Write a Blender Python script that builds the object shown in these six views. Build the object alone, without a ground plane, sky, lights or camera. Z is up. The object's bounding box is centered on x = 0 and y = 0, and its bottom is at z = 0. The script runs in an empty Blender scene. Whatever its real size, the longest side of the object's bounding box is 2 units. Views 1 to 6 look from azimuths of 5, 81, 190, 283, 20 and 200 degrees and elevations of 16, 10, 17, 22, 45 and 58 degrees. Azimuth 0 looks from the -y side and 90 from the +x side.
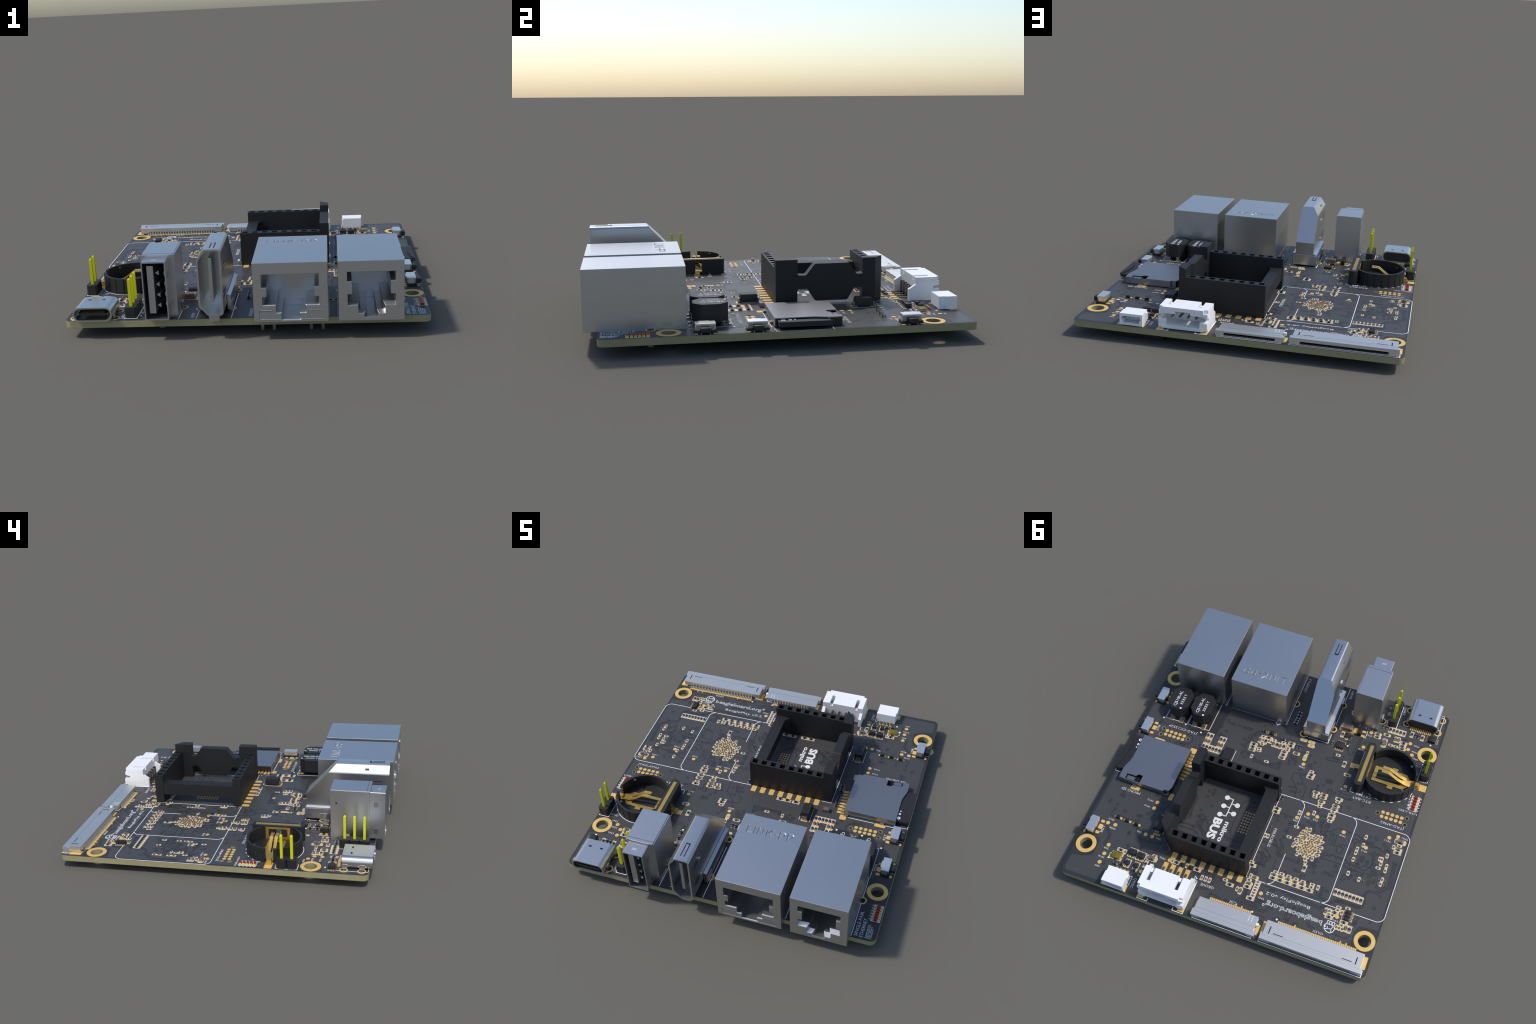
# Single-board computer (80 x 80 mm board with jacks, sockets and chip parts),
# built part by part.  Frame: metres, z up; 1 mm of the real thing = 0.0241 m.
import bpy, bmesh, math, random
from mathutils import Vector, Matrix

rnd = random.Random(7)
TOP = 0.098            # board upper face
BOT = 0.0594           # board lower face
MM = 0.0241
PI = math.pi

# ------------------------------------------------------------------ materials
def nodes_of(name):
    m = bpy.data.materials.new(name)
    m.use_nodes = True
    nt = m.node_tree
    b = nt.nodes.get("Principled BSDF")
    return m, nt, b

def material(name, col, rough=0.5, metal=0.0, vary=0.06, scale=14.0, bevel=0.0, bump=0.0, spec=0.5, coat=0.0):
    m, nt, b = nodes_of(name)
    b.inputs["Roughness"].default_value = rough
    b.inputs["Metallic"].default_value = metal
    b.inputs["Specular IOR Level"].default_value = spec
    if coat:
        b.inputs["Coat Weight"].default_value = coat
        b.inputs["Coat Roughness"].default_value = 0.12
    tc = nt.nodes.new("ShaderNodeTexCoord")
    no = nt.nodes.new("ShaderNodeTexNoise")
    no.inputs["Scale"].default_value = scale
    no.inputs["Detail"].default_value = 4.0
    nt.links.new(tc.outputs["Object"], no.inputs["Vector"])
    ramp = nt.nodes.new("ShaderNodeValToRGB")
    lo = [max(0.0, c * (1 - vary)) for c in col]
    hi = [min(1.0, c * (1 + vary)) for c in col]
    ramp.color_ramp.elements[0].position = 0.3
    ramp.color_ramp.elements[1].position = 0.7
    ramp.color_ramp.elements[0].color = (*lo, 1)
    ramp.color_ramp.elements[1].color = (*hi, 1)
    nt.links.new(no.outputs["Fac"], ramp.inputs["Fac"])
    nt.links.new(ramp.outputs["Color"], b.inputs["Base Color"])
    nrm = None
    if bevel:
        bv = nt.nodes.new("ShaderNodeBevel")
        bv.inputs["Radius"].default_value = bevel
        bv.samples = 4
        nrm = bv.outputs["Normal"]
    if bump:
        n2 = nt.nodes.new("ShaderNodeTexNoise")
        n2.inputs["Scale"].default_value = 420.0
        nt.links.new(tc.outputs["Object"], n2.inputs["Vector"])
        bp = nt.nodes.new("ShaderNodeBump")
        bp.inputs["Strength"].default_value = bump
        bp.inputs["Distance"].default_value = 0.001
        nt.links.new(n2.outputs["Fac"], bp.inputs["Height"])
        if nrm:
            nt.links.new(nrm, bp.inputs["Normal"])
        nrm = bp.outputs["Normal"]
    if nrm:
        nt.links.new(nrm, b.inputs["Normal"])
    return m

MASK   = material("solder_mask_over_copper", (0.056, 0.0555, 0.0555), 0.44, vary=0.05, scale=5)
MASKD  = material("solder_mask_bare", (0.028, 0.029, 0.032), 0.44, vary=0.05, scale=5)
GROOVE = material("solder_mask_groove", (0.025, 0.025, 0.028), 0.46, vary=0.04)
FR4    = material("fibreglass_edge", (0.30, 0.27, 0.145), 0.7, vary=0.06, scale=40)
SILK   = material("silkscreen_ink", (0.82, 0.82, 0.82), 0.7, vary=0.02)
SILKW  = material("silkscreen_ink_thin", (0.80, 0.77, 0.69), 0.7, vary=0.04)
GOLD   = material("gold_pad", (0.78, 0.51, 0.155), 0.45, metal=0.15, vary=0.04)
STEEL  = material("jack_shield_metal", (0.560, 0.563, 0.570), 0.33, metal=0.95, vary=0.015, scale=3, bevel=0.0045)
SHELL  = material("stamped_shell_metal", (0.570, 0.575, 0.585), 0.33, metal=0.95, vary=0.02, scale=3)
WINDOW = material("darker_shell_metal", (0.36, 0.365, 0.37), 0.33, metal=0.95, vary=0.02, scale=3)
NICKEL = material("bright_nickel", (0.60, 0.605, 0.615), 0.28, metal=0.95, vary=0.02, scale=3)
LIDM   = material("card_slot_lid_metal", (0.33, 0.335, 0.35), 0.40, metal=0.95, vary=0.02, scale=3)
PALE   = material("pale_shell_metal", (0.70, 0.69, 0.67), 0.42, metal=0.85, vary=0.02, scale=4)
BTN    = material("button_cover_metal", (0.80, 0.80, 0.79), 0.35, metal=0.9, vary=0.02, scale=4)
BLACK  = material("black_plastic", (0.015, 0.015, 0.016), 0.52, vary=0.05)
SOCK   = material("socket_black_plastic", (0.010, 0.010, 0.011), 0.55, vary=0.05)
DARK   = material("dark_gap", (0.004, 0.004, 0.004), 0.8, vary=0.02)
WHITE  = material("white_nylon", (0.86, 0.86, 0.86), 0.5, vary=0.015)
YELLOW = material("yellow_plated_pin", (0.60, 0.60, 0.0), 0.4, metal=0.0, vary=0.03)
BRASS  = material("gold_spring_metal", (0.66, 0.45, 0.12), 0.36, metal=0.8, vary=0.05)
CAPB   = material("ceramic_brown", (0.17, 0.105, 0.07), 0.5, vary=0.08)
CHIP   = material("chip_resistor_black", (0.016, 0.016, 0.018), 0.4, vary=0.05)
TERM   = material("tin_terminal", (0.36, 0.38, 0.43), 0.35, metal=0.9, vary=0.03)
RESO   = material("orange_brown_film", (0.30, 0.09, 0.04), 0.5, vary=0.06)
LEDR   = material("red_led_lens", (0.30, 0.008, 0.02), 0.3, vary=0.04)
LEDY   = material("yellow_led_base", (0.70, 0.55, 0.02), 0.4, vary=0.04)
LEDP   = material("led_pale_pad", (0.62, 0.50, 0.26), 0.45, metal=0.2, vary=0.04)
XTALM  = material("gold_crystal_lid", (0.36, 0.28, 0.04), 0.28, metal=0.7, vary=0.05)
PINM   = material("grey_pin_metal", (0.22, 0.22, 0.22), 0.35, metal=0.9, vary=0.03)

# ------------------------------------------------------------------ mesh builder
class Build:
    def __init__(self):
        self.v, self.f, self.m = [], [], []
    def add(self, verts, faces, mat):
        o = len(self.v)
        self.v += [tuple(p) for p in verts]
        for f in faces:
            self.f.append([i + o for i in f])
            self.m.append(mat)
        return self
    def box(self, x0, x1, y0, y1, z0, z1, mat, bev=0.0):
        if x0 > x1: x0, x1 = x1, x0
        if y0 > y1: y0, y1 = y1, y0
        if bev <= 0:
            v = [(x, y, z) for z in (z0, z1) for y in (y0, y1) for x in (x0, x1)]
            f = [(0, 2, 3, 1), (4, 5, 7, 6), (0, 1, 5, 4), (2, 6, 7, 3), (0, 4, 6, 2), (1, 3, 7, 5)]
            return self.add(v, f, mat)
        bm = bmesh.new()
        bmesh.ops.create_cube(bm, size=1.0)
        for w in bm.verts:
            w.co = Vector(((x0 + x1) / 2 + w.co.x * (x1 - x0), (y0 + y1) / 2 + w.co.y * (y1 - y0), (z0 + z1) / 2 + w.co.z * (z1 - z0)))
        bmesh.ops.bevel(bm, geom=bm.edges[:], offset=bev, segments=2, affect='EDGES', profile=0.6)
        bm.verts.index_update()
        self.add([w.co[:] for w in bm.verts], [[w.index for w in f.verts] for f in bm.faces], mat)
        bm.free()
        return self
    def prism(self, poly, a, b, mat, axis='z'):
        """closed solid: polygon swept along an axis ('z': poly in xy, 'y': in xz, 'x': in yz)"""
        n = len(poly)
        def at(p, t):
            return {'z': (p[0], p[1], t), 'y': (p[0], t, p[1]), 'x': (t, p[0], p[1])}[axis]
        v = [at(p, a) for p in poly] + [at(p, b) for p in poly]
        f = [list(range(n)), list(range(2 * n - 1, n - 1, -1))]
        f += [(i, i + n, (i + 1) % n + n, (i + 1) % n) for i in range(n)]
        return self.add(v, f, mat)
    def cyl(self, cx, cy, r, z0, z1, mat, n=24, r2=None):
        r2 = r if r2 is None else r2
        v = [(cx + r * math.cos(2 * PI * i / n), cy + r * math.sin(2 * PI * i / n), z0) for i in range(n)]
        v += [(cx + r2 * math.cos(2 * PI * i / n), cy + r2 * math.sin(2 * PI * i / n), z1) for i in range(n)]
        f = [list(range(n))[::-1], list(range(n, 2 * n))] + [(i, (i + 1) % n, (i + 1) % n + n, i + n) for i in range(n)]
        return self.add(v, f, mat)
    def ring(self, cx, cy, ro, ri, z0, z1, mat, n=24, a0=0.0, a1=2 * PI):
        full = abs(a1 - a0 - 2 * PI) < 1e-6
        k = n if full else n + 1
        an = [a0 + (a1 - a0) * i / n for i in range(k)]
        v = []
        for r, z in ((ro, z0), (ro, z1), (ri, z1), (ri, z0)):
            v += [(cx + r * math.cos(t), cy + r * math.sin(t), z) for t in an]
        f = []
        for i in range(n if full else k - 1):
            j = (i + 1) % k
            for s in range(4):
                t = (s + 1) % 4
                f.append((s * k + i, s * k + j, t * k + j, t * k + i))
        if not full:
            f += [(0, k, 2 * k, 3 * k), (k - 1, 4 * k - 1, 3 * k - 1, 2 * k - 1)]
        return self.add(v, f, mat)
    def line(self, pts, w, mat, z0=TOP + 0.0004, z1=TOP + 0.0011, closed=False):
        """flat printed line of width w through 2D points, mitred"""
        P = [Vector((p[0], p[1])) for p in pts]
        n = len(P)
        L, R = [], []
        for i in range(n):
            a = P[(i - 1) % n] if (closed or i > 0) else None
            c = P[(i + 1) % n] if (closed or i < n - 1) else None
            d1 = (P[i] - a).normalized() if a is not None else None
            d2 = (c - P[i]).normalized() if c is not None else None
            d1 = d1 or d2
            d2 = d2 or d1
            t = (d1 + d2)
            t = t.normalized() if t.length > 1e-6 else d1
            nn = Vector((-t.y, t.x))
            k = min(2.0, 1.0 / max(0.3, nn.dot(Vector((-d1.y, d1.x)))))
            L.append(P[i] + nn * w / 2 * k)
            R.append(P[i] - nn * w / 2 * k)
        v, f = [], []
        for z in (z1, z0):
            v += [(p.x, p.y, z) for p in L] + [(p.x, p.y, z) for p in R]
        for i in range(n if closed else n - 1):
            j = (i + 1) % n
            f += [(i, i + n, j + n, j), (i, j, j + 2 * n, i + 2 * n), (i + n, i + 3 * n, j + 3 * n, j + n)]
        return self.add(v, f, mat)
    def fill(self, loops, a, b, mat, axis='z'):
        """polygon with holes (first loop outer), swept from a to b"""
        cu = bpy.data.curves.new("fill_tmp", 'CURVE')
        cu.dimensions = '2D'
        cu.fill_mode = 'BOTH'
        for lp in loops:
            s = cu.splines.new('POLY')
            s.points.add(len(lp) - 1)
            for p, q in zip(s.points, lp):
                p.co = (q[0], q[1], 0, 1)
            s.use_cyclic_u = True
        cu.extrude = abs(b - a) / 2
        ob = bpy.data.objects.new("fill_tmp", cu)
        me = bpy.data.meshes.new_from_object(ob)
        mid = (a + b) / 2
        def at(c):
            x, y, t = c.x, c.y, c.z + mid
            return {'z': (x, y, t), 'y': (x, t, y), 'x': (t, x, y)}[axis]
        self.add([at(w.co) for w in me.vertices], [list(p.vertices) for p in me.polygons], mat)
        bpy.data.objects.remove(ob)
        bpy.data.curves.remove(cu)
        bpy.data.meshes.remove(me)
        return self
    def text(self, s, x, y, length, height, mat, ang=0.0, z0=TOP + 0.0004, z1=TOP + 0.0012, thin=0.0):
        """lettering fitted to a box: starts at x,y, reads along ang, baseline at x,y"""
        cu = bpy.data.curves.new("text_tmp", 'FONT')
        cu.body = s
        cu.size = 1.0
        cu.offset = -thin
        cu.resolution_u = 2
        cu.extrude = 0.5
        ob = bpy.data.objects.new("text_tmp", cu)
        me = bpy.data.meshes.new_from_object(ob)
        vs = [w.co.copy() for w in me.vertices]
        x0 = min(v.x for v in vs); x1 = max(v.x for v in vs)
        desc = min(v.y for v in vs)
        cap = 0.69
        sx = length / (x1 - x0); sy = height / cap
        c, d = math.cos(ang), math.sin(ang)
        out = []
        for v in vs:
            px, py = (v.x - x0) * sx, v.y * sy
            out.append((x + px * c - py * d, y + px * d + py * c, z0 + (v.z + 0.5) * (z1 - z0)))
        self.add(out, [list(p.vertices) for p in me.polygons], mat)
        bpy.data.objects.remove(ob)
        bpy.data.curves.remove(cu)
        bpy.data.meshes.remove(me)
        return self
    def mesh(self, name, clean=True):
        me = bpy.data.meshes.new(name)
        me.from_pydata(self.v, [], self.f)
        used = []
        for m in self.m:
            if m not in used:
                used.append(m)
        for m in used:
            me.materials.append(m)
        idx = {m.name: i for i, m in enumerate(used)}
        me.polygons.foreach_set("material_index", [idx[m.name] for m in self.m])
        if clean:
            bm = bmesh.new()
            bm.from_mesh(me)
            bmesh.ops.recalc_face_normals(bm, faces=bm.faces[:])
            bm.to_mesh(me)
            bm.free()
        for p in me.polygons:
            p.use_smooth = True
        me.set_sharp_from_angle(angle=math.radians(25))
        me.update()
        return me

ROOT = bpy.data.objects.new("single_board_computer", None)
ROOT.empty_display_size = 0.1
bpy.context.scene.collection.objects.link(ROOT)
ROOT["label"] = "dark square circuit board crowded with metal jacks and sockets"
ROOT["category"] = "circuit board"

WEIGHTED = {"video_jack", "usb_jack", "usb_c_jack", "ribbon_connector", "choke_coil", "coin_cell_holder", "expansion_socket", "contact_spring", "side_button", "memory_card", "memory_card_slot"}
def put(name, data, parent=None, loc=None, rot=0.0):
    me = data.mesh(name) if isinstance(data, Build) else data
    ob = bpy.data.objects.new(name, me)
    bpy.context.scene.collection.objects.link(ob)
    if isinstance(data, Build) and name in WEIGHTED:
        wn = ob.modifiers.new("weighted_normals", 'WEIGHTED_NORMAL')
        wn.keep_sharp = True
        wn.weight = 100
    ob.parent = parent or ROOT
    if loc is not None:
        ob.location = loc
    ob.rotation_euler = (0, 0, rot)
    return ob

def rrect(x0, x1, y0, y1, r, n=6):
    pts = []
    for cx, cy, a in ((x1 - r, y1 - r, 0), (x0 + r, y1 - r, 90), (x0 + r, y0 + r, 180), (x1 - r, y0 + r, 270)):
        for i in range(n + 1):
            t = math.radians(a + 90 * i / n)
            pts.append((cx + r * math.cos(t), cy + r * math.sin(t)))
    return pts

def circle(cx, cy, r, n=28):
    return [(cx + r * math.cos(2 * PI * i / n), cy + r * math.sin(2 * PI * i / n)) for i in range(n)]

def shift(pts, dx, dy):
    return [(x + dx, y + dy) for x, y in pts]

# ------------------------------------------------------------------ the board
HOLES = [(-0.895, 0.778), (0.895, 0.778), (-0.895, -0.582), (0.895, -0.582)]
JHOLES = [(0.805, -0.170), (0.806, -0.120), (0.621, -0.145), (-0.717, -0.061), (-0.901, -0.085), (-0.901, -0.036)]
XE, YF, YB = 0.963, -0.930, 1.0
outline = rrect(-XE, XE, YF, YB, 0.036, 8)
b = Build()
holes = [circle(x, y, 0.0386, 40) for x, y in HOLES] + [circle(x, y, 0.0105, 16) for x, y in JHOLES]
b.fill([outline] + holes, BOT, TOP - 0.0012, FR4)
b.fill([outline] + holes, TOP - 0.0012, TOP - 0.0003, MASKD)
b.fill([outline] + holes, BOT - 0.0008, BOT, MASKD)
BOARD = put("board_panel", b)

# copper area under the mask: lighter field, leaving dark margins at the rim and around the holes
def notched():
    m = 0.022
    return [(-XE + m + 0.02, YB - m), (-0.33, YB - m), (-0.305, YB - m - 0.02), (0.93, YB - m), (0.945, 0.962), (0.945, 0.885), (0.93, 0.868), (0.875, 0.862),
            (0.822, 0.832), (0.826, 0.730), (0.86, 0.69), (0.948, 0.69), (0.948, -0.32), (0.86, -0.46), (0.835, -0.50),
            (0.80, -0.50), (0.65, -0.20), (0.46, -0.20), (0.44, -0.46), (0.0, -0.46), (-0.05, -0.43), (-0.27, -0.43), (-0.30, -0.70),
            (-0.335, -0.74), (-0.66, -0.74), (-0.66, -0.915), (-0.945, -0.915), (-0.948, -0.66), (-0.83, -0.64), (-0.825, -0.53),
            (-0.85, -0.51), (-0.948, -0.51), (-0.948, 0.69), (-0.84, 0.70), (-0.822, 0.74), (-0.822, 0.82), (-0.85, 0.85), (-0.948, 0.86)]
b = Build()
b.fill([notched()] + [circle(x, y, 0.0135, 16) for x, y in JHOLES], TOP - 0.0003, TOP, MASK)
put("copper_area", b, BOARD)

# ------------------------------------------------------------------ plated rings and test points
for x, y in HOLES:
    me = bpy.data.meshes.get("mounting_ring")
    if me is None:
        me = Build().ring(0, 0, 0.063, 0.0387, TOP - 0.001, TOP + 0.0014, GOLD, 48).mesh("mounting_ring")
    put("mounting_ring", me, BOARD, (x, y, 0))
thr = [(0.047, -0.670), (0.826, -0.668), (0.444, -0.668), (0.482, -0.668), (-0.254, -0.772), (-0.254, -0.562), (-0.084, -0.772), (-0.082, -0.458), (-0.542, -0.742), (-0.352, -0.742),
       (-0.697, -0.893), (-0.701, -0.780), (-0.917, -0.887), (-0.914, -0.780)]
eyelet = Build().ring(0, 0, 0.026, 0.018, TOP - 0.001, TOP + 0.0012, GOLD, 20).cyl(0, 0, 0.018, TOP - 0.001, TOP + 0.0006, DARK, 20).mesh("plated_slot")
for x, y in thr:
    put("plated_slot", eyelet, BOARD, (x, y, 0))

TPS = [("TP12", 0.606, 0.363, 0.047, 0.0), ("TP14", 0.608, 0.408, 0.047, 0.0), ("TP17", 0.833, 0.603, -0.01, -0.03), ("TP28", 0.784, 0.601, 0.005, 0.027),
       ("TP5", 0.580, 0.595, 0.042, -0.003), ("TP4", 0.535, 0.594, -0.042, 0.0), ("TP9", 0.761, 0.740, 0.003, 0.024), ("TP10", 0.760, 0.802, 0.006, 0.025),
       ("TP7", 0.761, 0.863, 0.002, 0.026), ("TP26", 0.368, 0.703, 0.046, 0.003), ("TP6", 0.497, 0.834, -0.002, 0.026), ("TP27", -0.228, 0.711, -0.012, 0.028),
       ("TP2", -0.255, 0.153, 0.003, 0.022), ("TP16", -0.312, 0.104, 0.0, 0.026), ("TP3", -0.372, 0.103, 0.002, 0.025), ("TP15", -0.561, 0.147, -0.002, 0.026),
       ("TP13", -0.722, 0.201, 0.002, 0.026), ("TP11", -0.837, 0.084, 0.003, 0.024), ("TP21", -0.886, 0.058, -0.045, 0.0), ("TP1", -0.700, 0.692, 0.0, 0.026),
       ("TP20", -0.160, -0.233, 0.002, 0.024), ("TP22", -0.500, -0.626, 0.006, 0.026), ("TP23", -0.767, -0.634, -0.046, 0.006), ("TP24", -0.766, -0.585, -0.046, 0.006),
       ("TP25", -0.801, -0.551, -0.03, 0.022), ("TP18", -0.485, -0.498, 0.006, 0.024), ("TP19", -0.468, -0.169, 0.003, 0.024)]
tp = Build().cyl(0, 0, 0.0125, TOP - 0.0002, TOP + 0.0012, GOLD, 18).mesh("test_pad")
for _, x, y, _, _ in TPS:
    put("test_pad", tp, BOARD, (x, y, 0))
jpad = Build().cyl(0, 0, 0.0118, TOP - 0.0002, TOP + 0.0012, GOLD, 18).mesh("debug_pad")
for bx, by in ((0.774, -0.160), (0.774, -0.130), (-0.748, -0.076), (-0.748, -0.044)):
    for i in range(5):
        put("debug_pad", jpad, BOARD, (bx - 0.0306 * i, by, 0))
for x, y in JHOLES:
    me = bpy.data.meshes.get("tooling_ring") or Build().ring(0, 0, 0.0135, 0.0105, TOP - 0.001, TOP + 0.0004, FR4, 18).mesh("tooling_ring")
    put("tooling_ring", me, BOARD, (x, y, 0))

# ------------------------------------------------------------------ printed lines and words
S = Build()
W = 0.0038
def arcpts(cx, cy, r, a0, a1, n=8):
    return [(cx + r * math.cos(math.radians(a0 + (a1 - a0) * i / n)), cy + r * math.sin(math.radians(a0 + (a1 - a0) * i / n))) for i in range(n + 1)]
# outer module frame with its two inner dividers
S.line([(-0.166, 0.641), (-0.673, 0.641)], W, SILK)
S.line([(-0.790, 0.641)] + arcpts(-0.918, 0.596, 0.045, 90, 180) + arcpts(-0.918, 0.073, 0.045, 180, 270) + [(-0.105, 0.028), (-0.105, 0.641), (-0.113, 0.641)], W, SILK)
for xd in (-0.274, -0.620):
    up = arcpts(xd + 0.045, 0.073, 0.045, 270, 180)
    dn = arcpts(xd + 0.045, 0.596, 0.045, 180, 90)
    if xd > -0.3:
        S.line(up + [(xd, 0.205)], W, SILK)
        S.line([(xd, 0.415)] + dn, W, SILK)
    else:
        S.line(up + dn, W, SILK)
# frames around big parts
S.line([(0.393, 0.641), (0.447, 0.589), (0.447, 0.026), (0.381, 0.026)], W * 0.8, SILK)
S.line([(0.562, -0.490), (0.484, -0.490), (0.484, -0.925)], W, SILK)
S.line([(0.438, -0.925), (0.438, -0.488), (0.050, -0.488), (0.050, -0.925)], W, SILK)
S.line([(-0.072, -0.925), (-0.072, -0.52)], W, SILK)
S.line([(-0.258, -0.925), (-0.258, -0.80)], W, SILK)
S.line([(-0.260, -0.74), (-0.260, -0.600)], W, SILK)
S.line([(-0.257, -0.52), (-0.257, -0.444), (-0.105, -0.444)], W, SILK)
S.line([(-0.352, -0.925), (-0.352, -0.78)], W, SILK)
S.line([(0.824, -0.925), (0.824, -0.692)], W, SILK)
S.line([(0.824, -0.645), (0.824, -0.492), (0.80, -0.492)], W, SILK)
for cx in (0.7515, 0.592):
    S.line([(cx - 0.077, -0.482), (cx - 0.077, -0.257), (cx + 0.077, -0.257), (cx + 0.077, -0.482)], W * 0.9, SILK)
    S.cyl(cx + 0.088, -0.250, 0.0065, TOP, TOP + 0.0012, SILK, 12)
S.line([(0.58, -0.064), (0.75, -0.064)], W, SILK)
S.line([(0.822, -0.064), (0.877, -0.064), (0.877, -0.055)], W, SILK)
S.line([(0.905, -0.055), (0.961, -0.050), (0.961, 0.24), (0.92, 0.24)], W * 0.8, SILK)
S.line([(0.157, 0.772), (0.157, 0.995), (0.224, 0.995), (0.224, 0.975)], W, SILK)
S.line([(0.451, 0.93), (0.451, 0.995), (0.387, 0.995), (0.387, 0.975)], W, SILK)
S.line([(0.451, 0.76), (0.451, 0.80)], W, SILK)
S.line([(0.157, 0.772), (0.17, 0.772)], W, SILK)
S.line([(0.097, 0.975), (0.097, 0.994), (-0.272, 0.994), (-0.272, 0.965)], W, SILK)
S.line([(-0.273, 0.895), (-0.273, 0.868), (-0.233, 0.868)], W, SILK)
S.line([(0.532, 0.945), (0.532, 0.883), (0.545, 0.883)], W, SILK)
S.line([(-0.318, 0.96), (-0.318, 0.994), (-0.937, 0.994), (-0.937, 0.95)], W, SILK)
S.line([(-0.880, 0.866), (-0.875, 0.866)], W, SILK)
S.line([(-0.952, -0.378), (-0.952, -0.508), (-0.887, -0.508), (-0.887, -0.378)], W, SILK)
S.line([(-0.645, -0.718), (-0.645, -0.905), (-0.578, -0.905), (-0.578, -0.718)], W, SILK)
S.line([(-0.505, -0.47), (-0.505, -0.355)], W, SILK)
S.line([(-0.505, -0.18), (-0.505, -0.145), (-0.53, -0.145)], W, SILK)
S.line([(-0.565, -0.145), (-0.585, -0.145), (-0.585, -0.17)], W, SILK)
S.line(arcpts(-0.712, -0.328, 0.180, 195, 290, 24), W, SILK)
for k in range(8):
    S.line(arcpts(-0.712, -0.328, 0.180, 60 + 16 * k, 66 + 16 * k, 3), W, SILK)
S.line([(-0.925, -0.735), (-0.925, -0.925), (-0.69, -0.925), (-0.69, -0.91)], W * 0.8, SILK)
for y in (0.655, -0.140, -0.402):
    S.line([(0.93, y + 0.022), (0.962, y + 0.022)], W * 0.8, SILK)
    S.line([(0.93, y - 0.022), (0.962, y - 0.022)], W * 0.8, SILK)
S.line([(0.088, -0.478), (0.122, -0.478), (0.105, -0.462)], W, SILK, closed=True)
S.line([(0.18, 0.745), (0.164, 0.757), (0.18, 0.769)], W, SILK, closed=True)
for x, y in ((-0.222, 0.838), (-0.374, 0.832), (0.724, 0.817), (0.693, 0.868), (-0.895, -0.668), (-0.385, -0.470), (-0.253, -0.470), (0.560, -0.225)):
    S.cyl(x, y, 0.0062, TOP, TOP + 0.0012, SILK, 12)
# words: (text, start x, baseline y, length, cap height, reading angle)
R90 = PI / 2
WORDS = [("BeaglePlay v0.2", -0.531, 0.687, 0.275, 0.020, 0), ("OLDI", -0.656, 0.817, 0.060, 0.014, 0), ("MIKROBUS", -0.149, 0.272, 0.134, 0.020, R90),
         ("GROVE", 0.047, 0.772, 0.084, 0.017, 0), ("CSI", -0.117, 0.816, 0.042, 0.017, 0), ("QWIIC", 0.517, 0.886, 0.064, 0.017, R90),
         ("MICRO SD", 0.736, 0.336, 0.128, 0.018, 0), ("RST", 0.849, -0.181, 0.048, 0.016, R90), ("USR", 0.853, 0.634, 0.047, 0.016, R90),
         ("JTAG-CC1352P", 0.578, -0.214, 0.204, 0.017, 0), ("JTAG-AM62", -0.905, -0.012, 0.152, 0.016, 0), ("PWR", 0.850, -0.433, 0.054, 0.016, R90),
         ("SINGLE-PAIR", 0.857, -0.916, 0.172, 0.021, R90), ("ETHERNET", 0.888, -0.916, 0.130, 0.021, R90), ("ETHERNET", 0.036, -0.902, 0.120, 0.019, R90),
         ("HDMI", -0.273, -0.907, 0.066, 0.018, R90), ("UART", -0.653, -0.902, 0.062, 0.018, R90), ("USB2.0", -0.503, -0.660, 0.100, 0.018, 0),
         ("USB", -0.836, -0.752, 0.054, 0.017, 0), ("RTC-BAT", -0.653, -0.122, 0.120, 0.018, 0), ("CR1220", -0.648, -0.152, 0.100, 0.016, 0),
         ("USR-LED", -0.953, -0.137, 0.120, 0.013, 0), ("VPP", -0.949, -0.384, 0.048, 0.013, 0), ("GND", -0.882, -0.488, 0.052, 0.014, 0),
         ("G", -0.572, -0.873, 0.014, 0.018, 0), ("RX", -0.557, -0.828, 0.028, 0.018, R90), ("TX", -0.557, -0.765, 0.028, 0.018, R90)]
for t, x, y, ln, h, a in WORDS:
    S.text(t, x, y, ln, h, SILK, a, thin=0.012)
for t, x, y, dx, dy in TPS:
    ln = 0.040 if len(t) == 4 else 0.032
    S.text(t, x + dx - ln / 2, y + dy - 0.006, ln, 0.012, SILK, 0, thin=0.008)
for i, t in enumerate(("SSRRPL", "PDXEWI", "DP1FRN", "12KEST")):
    S.text(t, 0.908 + 0.0095 * i, -0.915, 0.098 - 0.008 * i, 0.0075, SILK, R90, thin=0.006)
for i in range(5):
    S.text("+", -0.955, -0.255 + 0.0222 * i, 0.012, 0.015, SILK, 0)
    S.text(str(4 - i), -0.884 - 0.001 * i, -0.253 + 0.0222 * i, 0.009, 0.012, SILK, 0)
for i in range(6):
    S.text("+", 0.890, -0.690 - 0.0195 * i, 0.012, 0.015, SILK, 0)
SILKOB = put("printed_lines_and_words", S, BOARD)
SILKOB["kind"] = "stuff"

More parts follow.
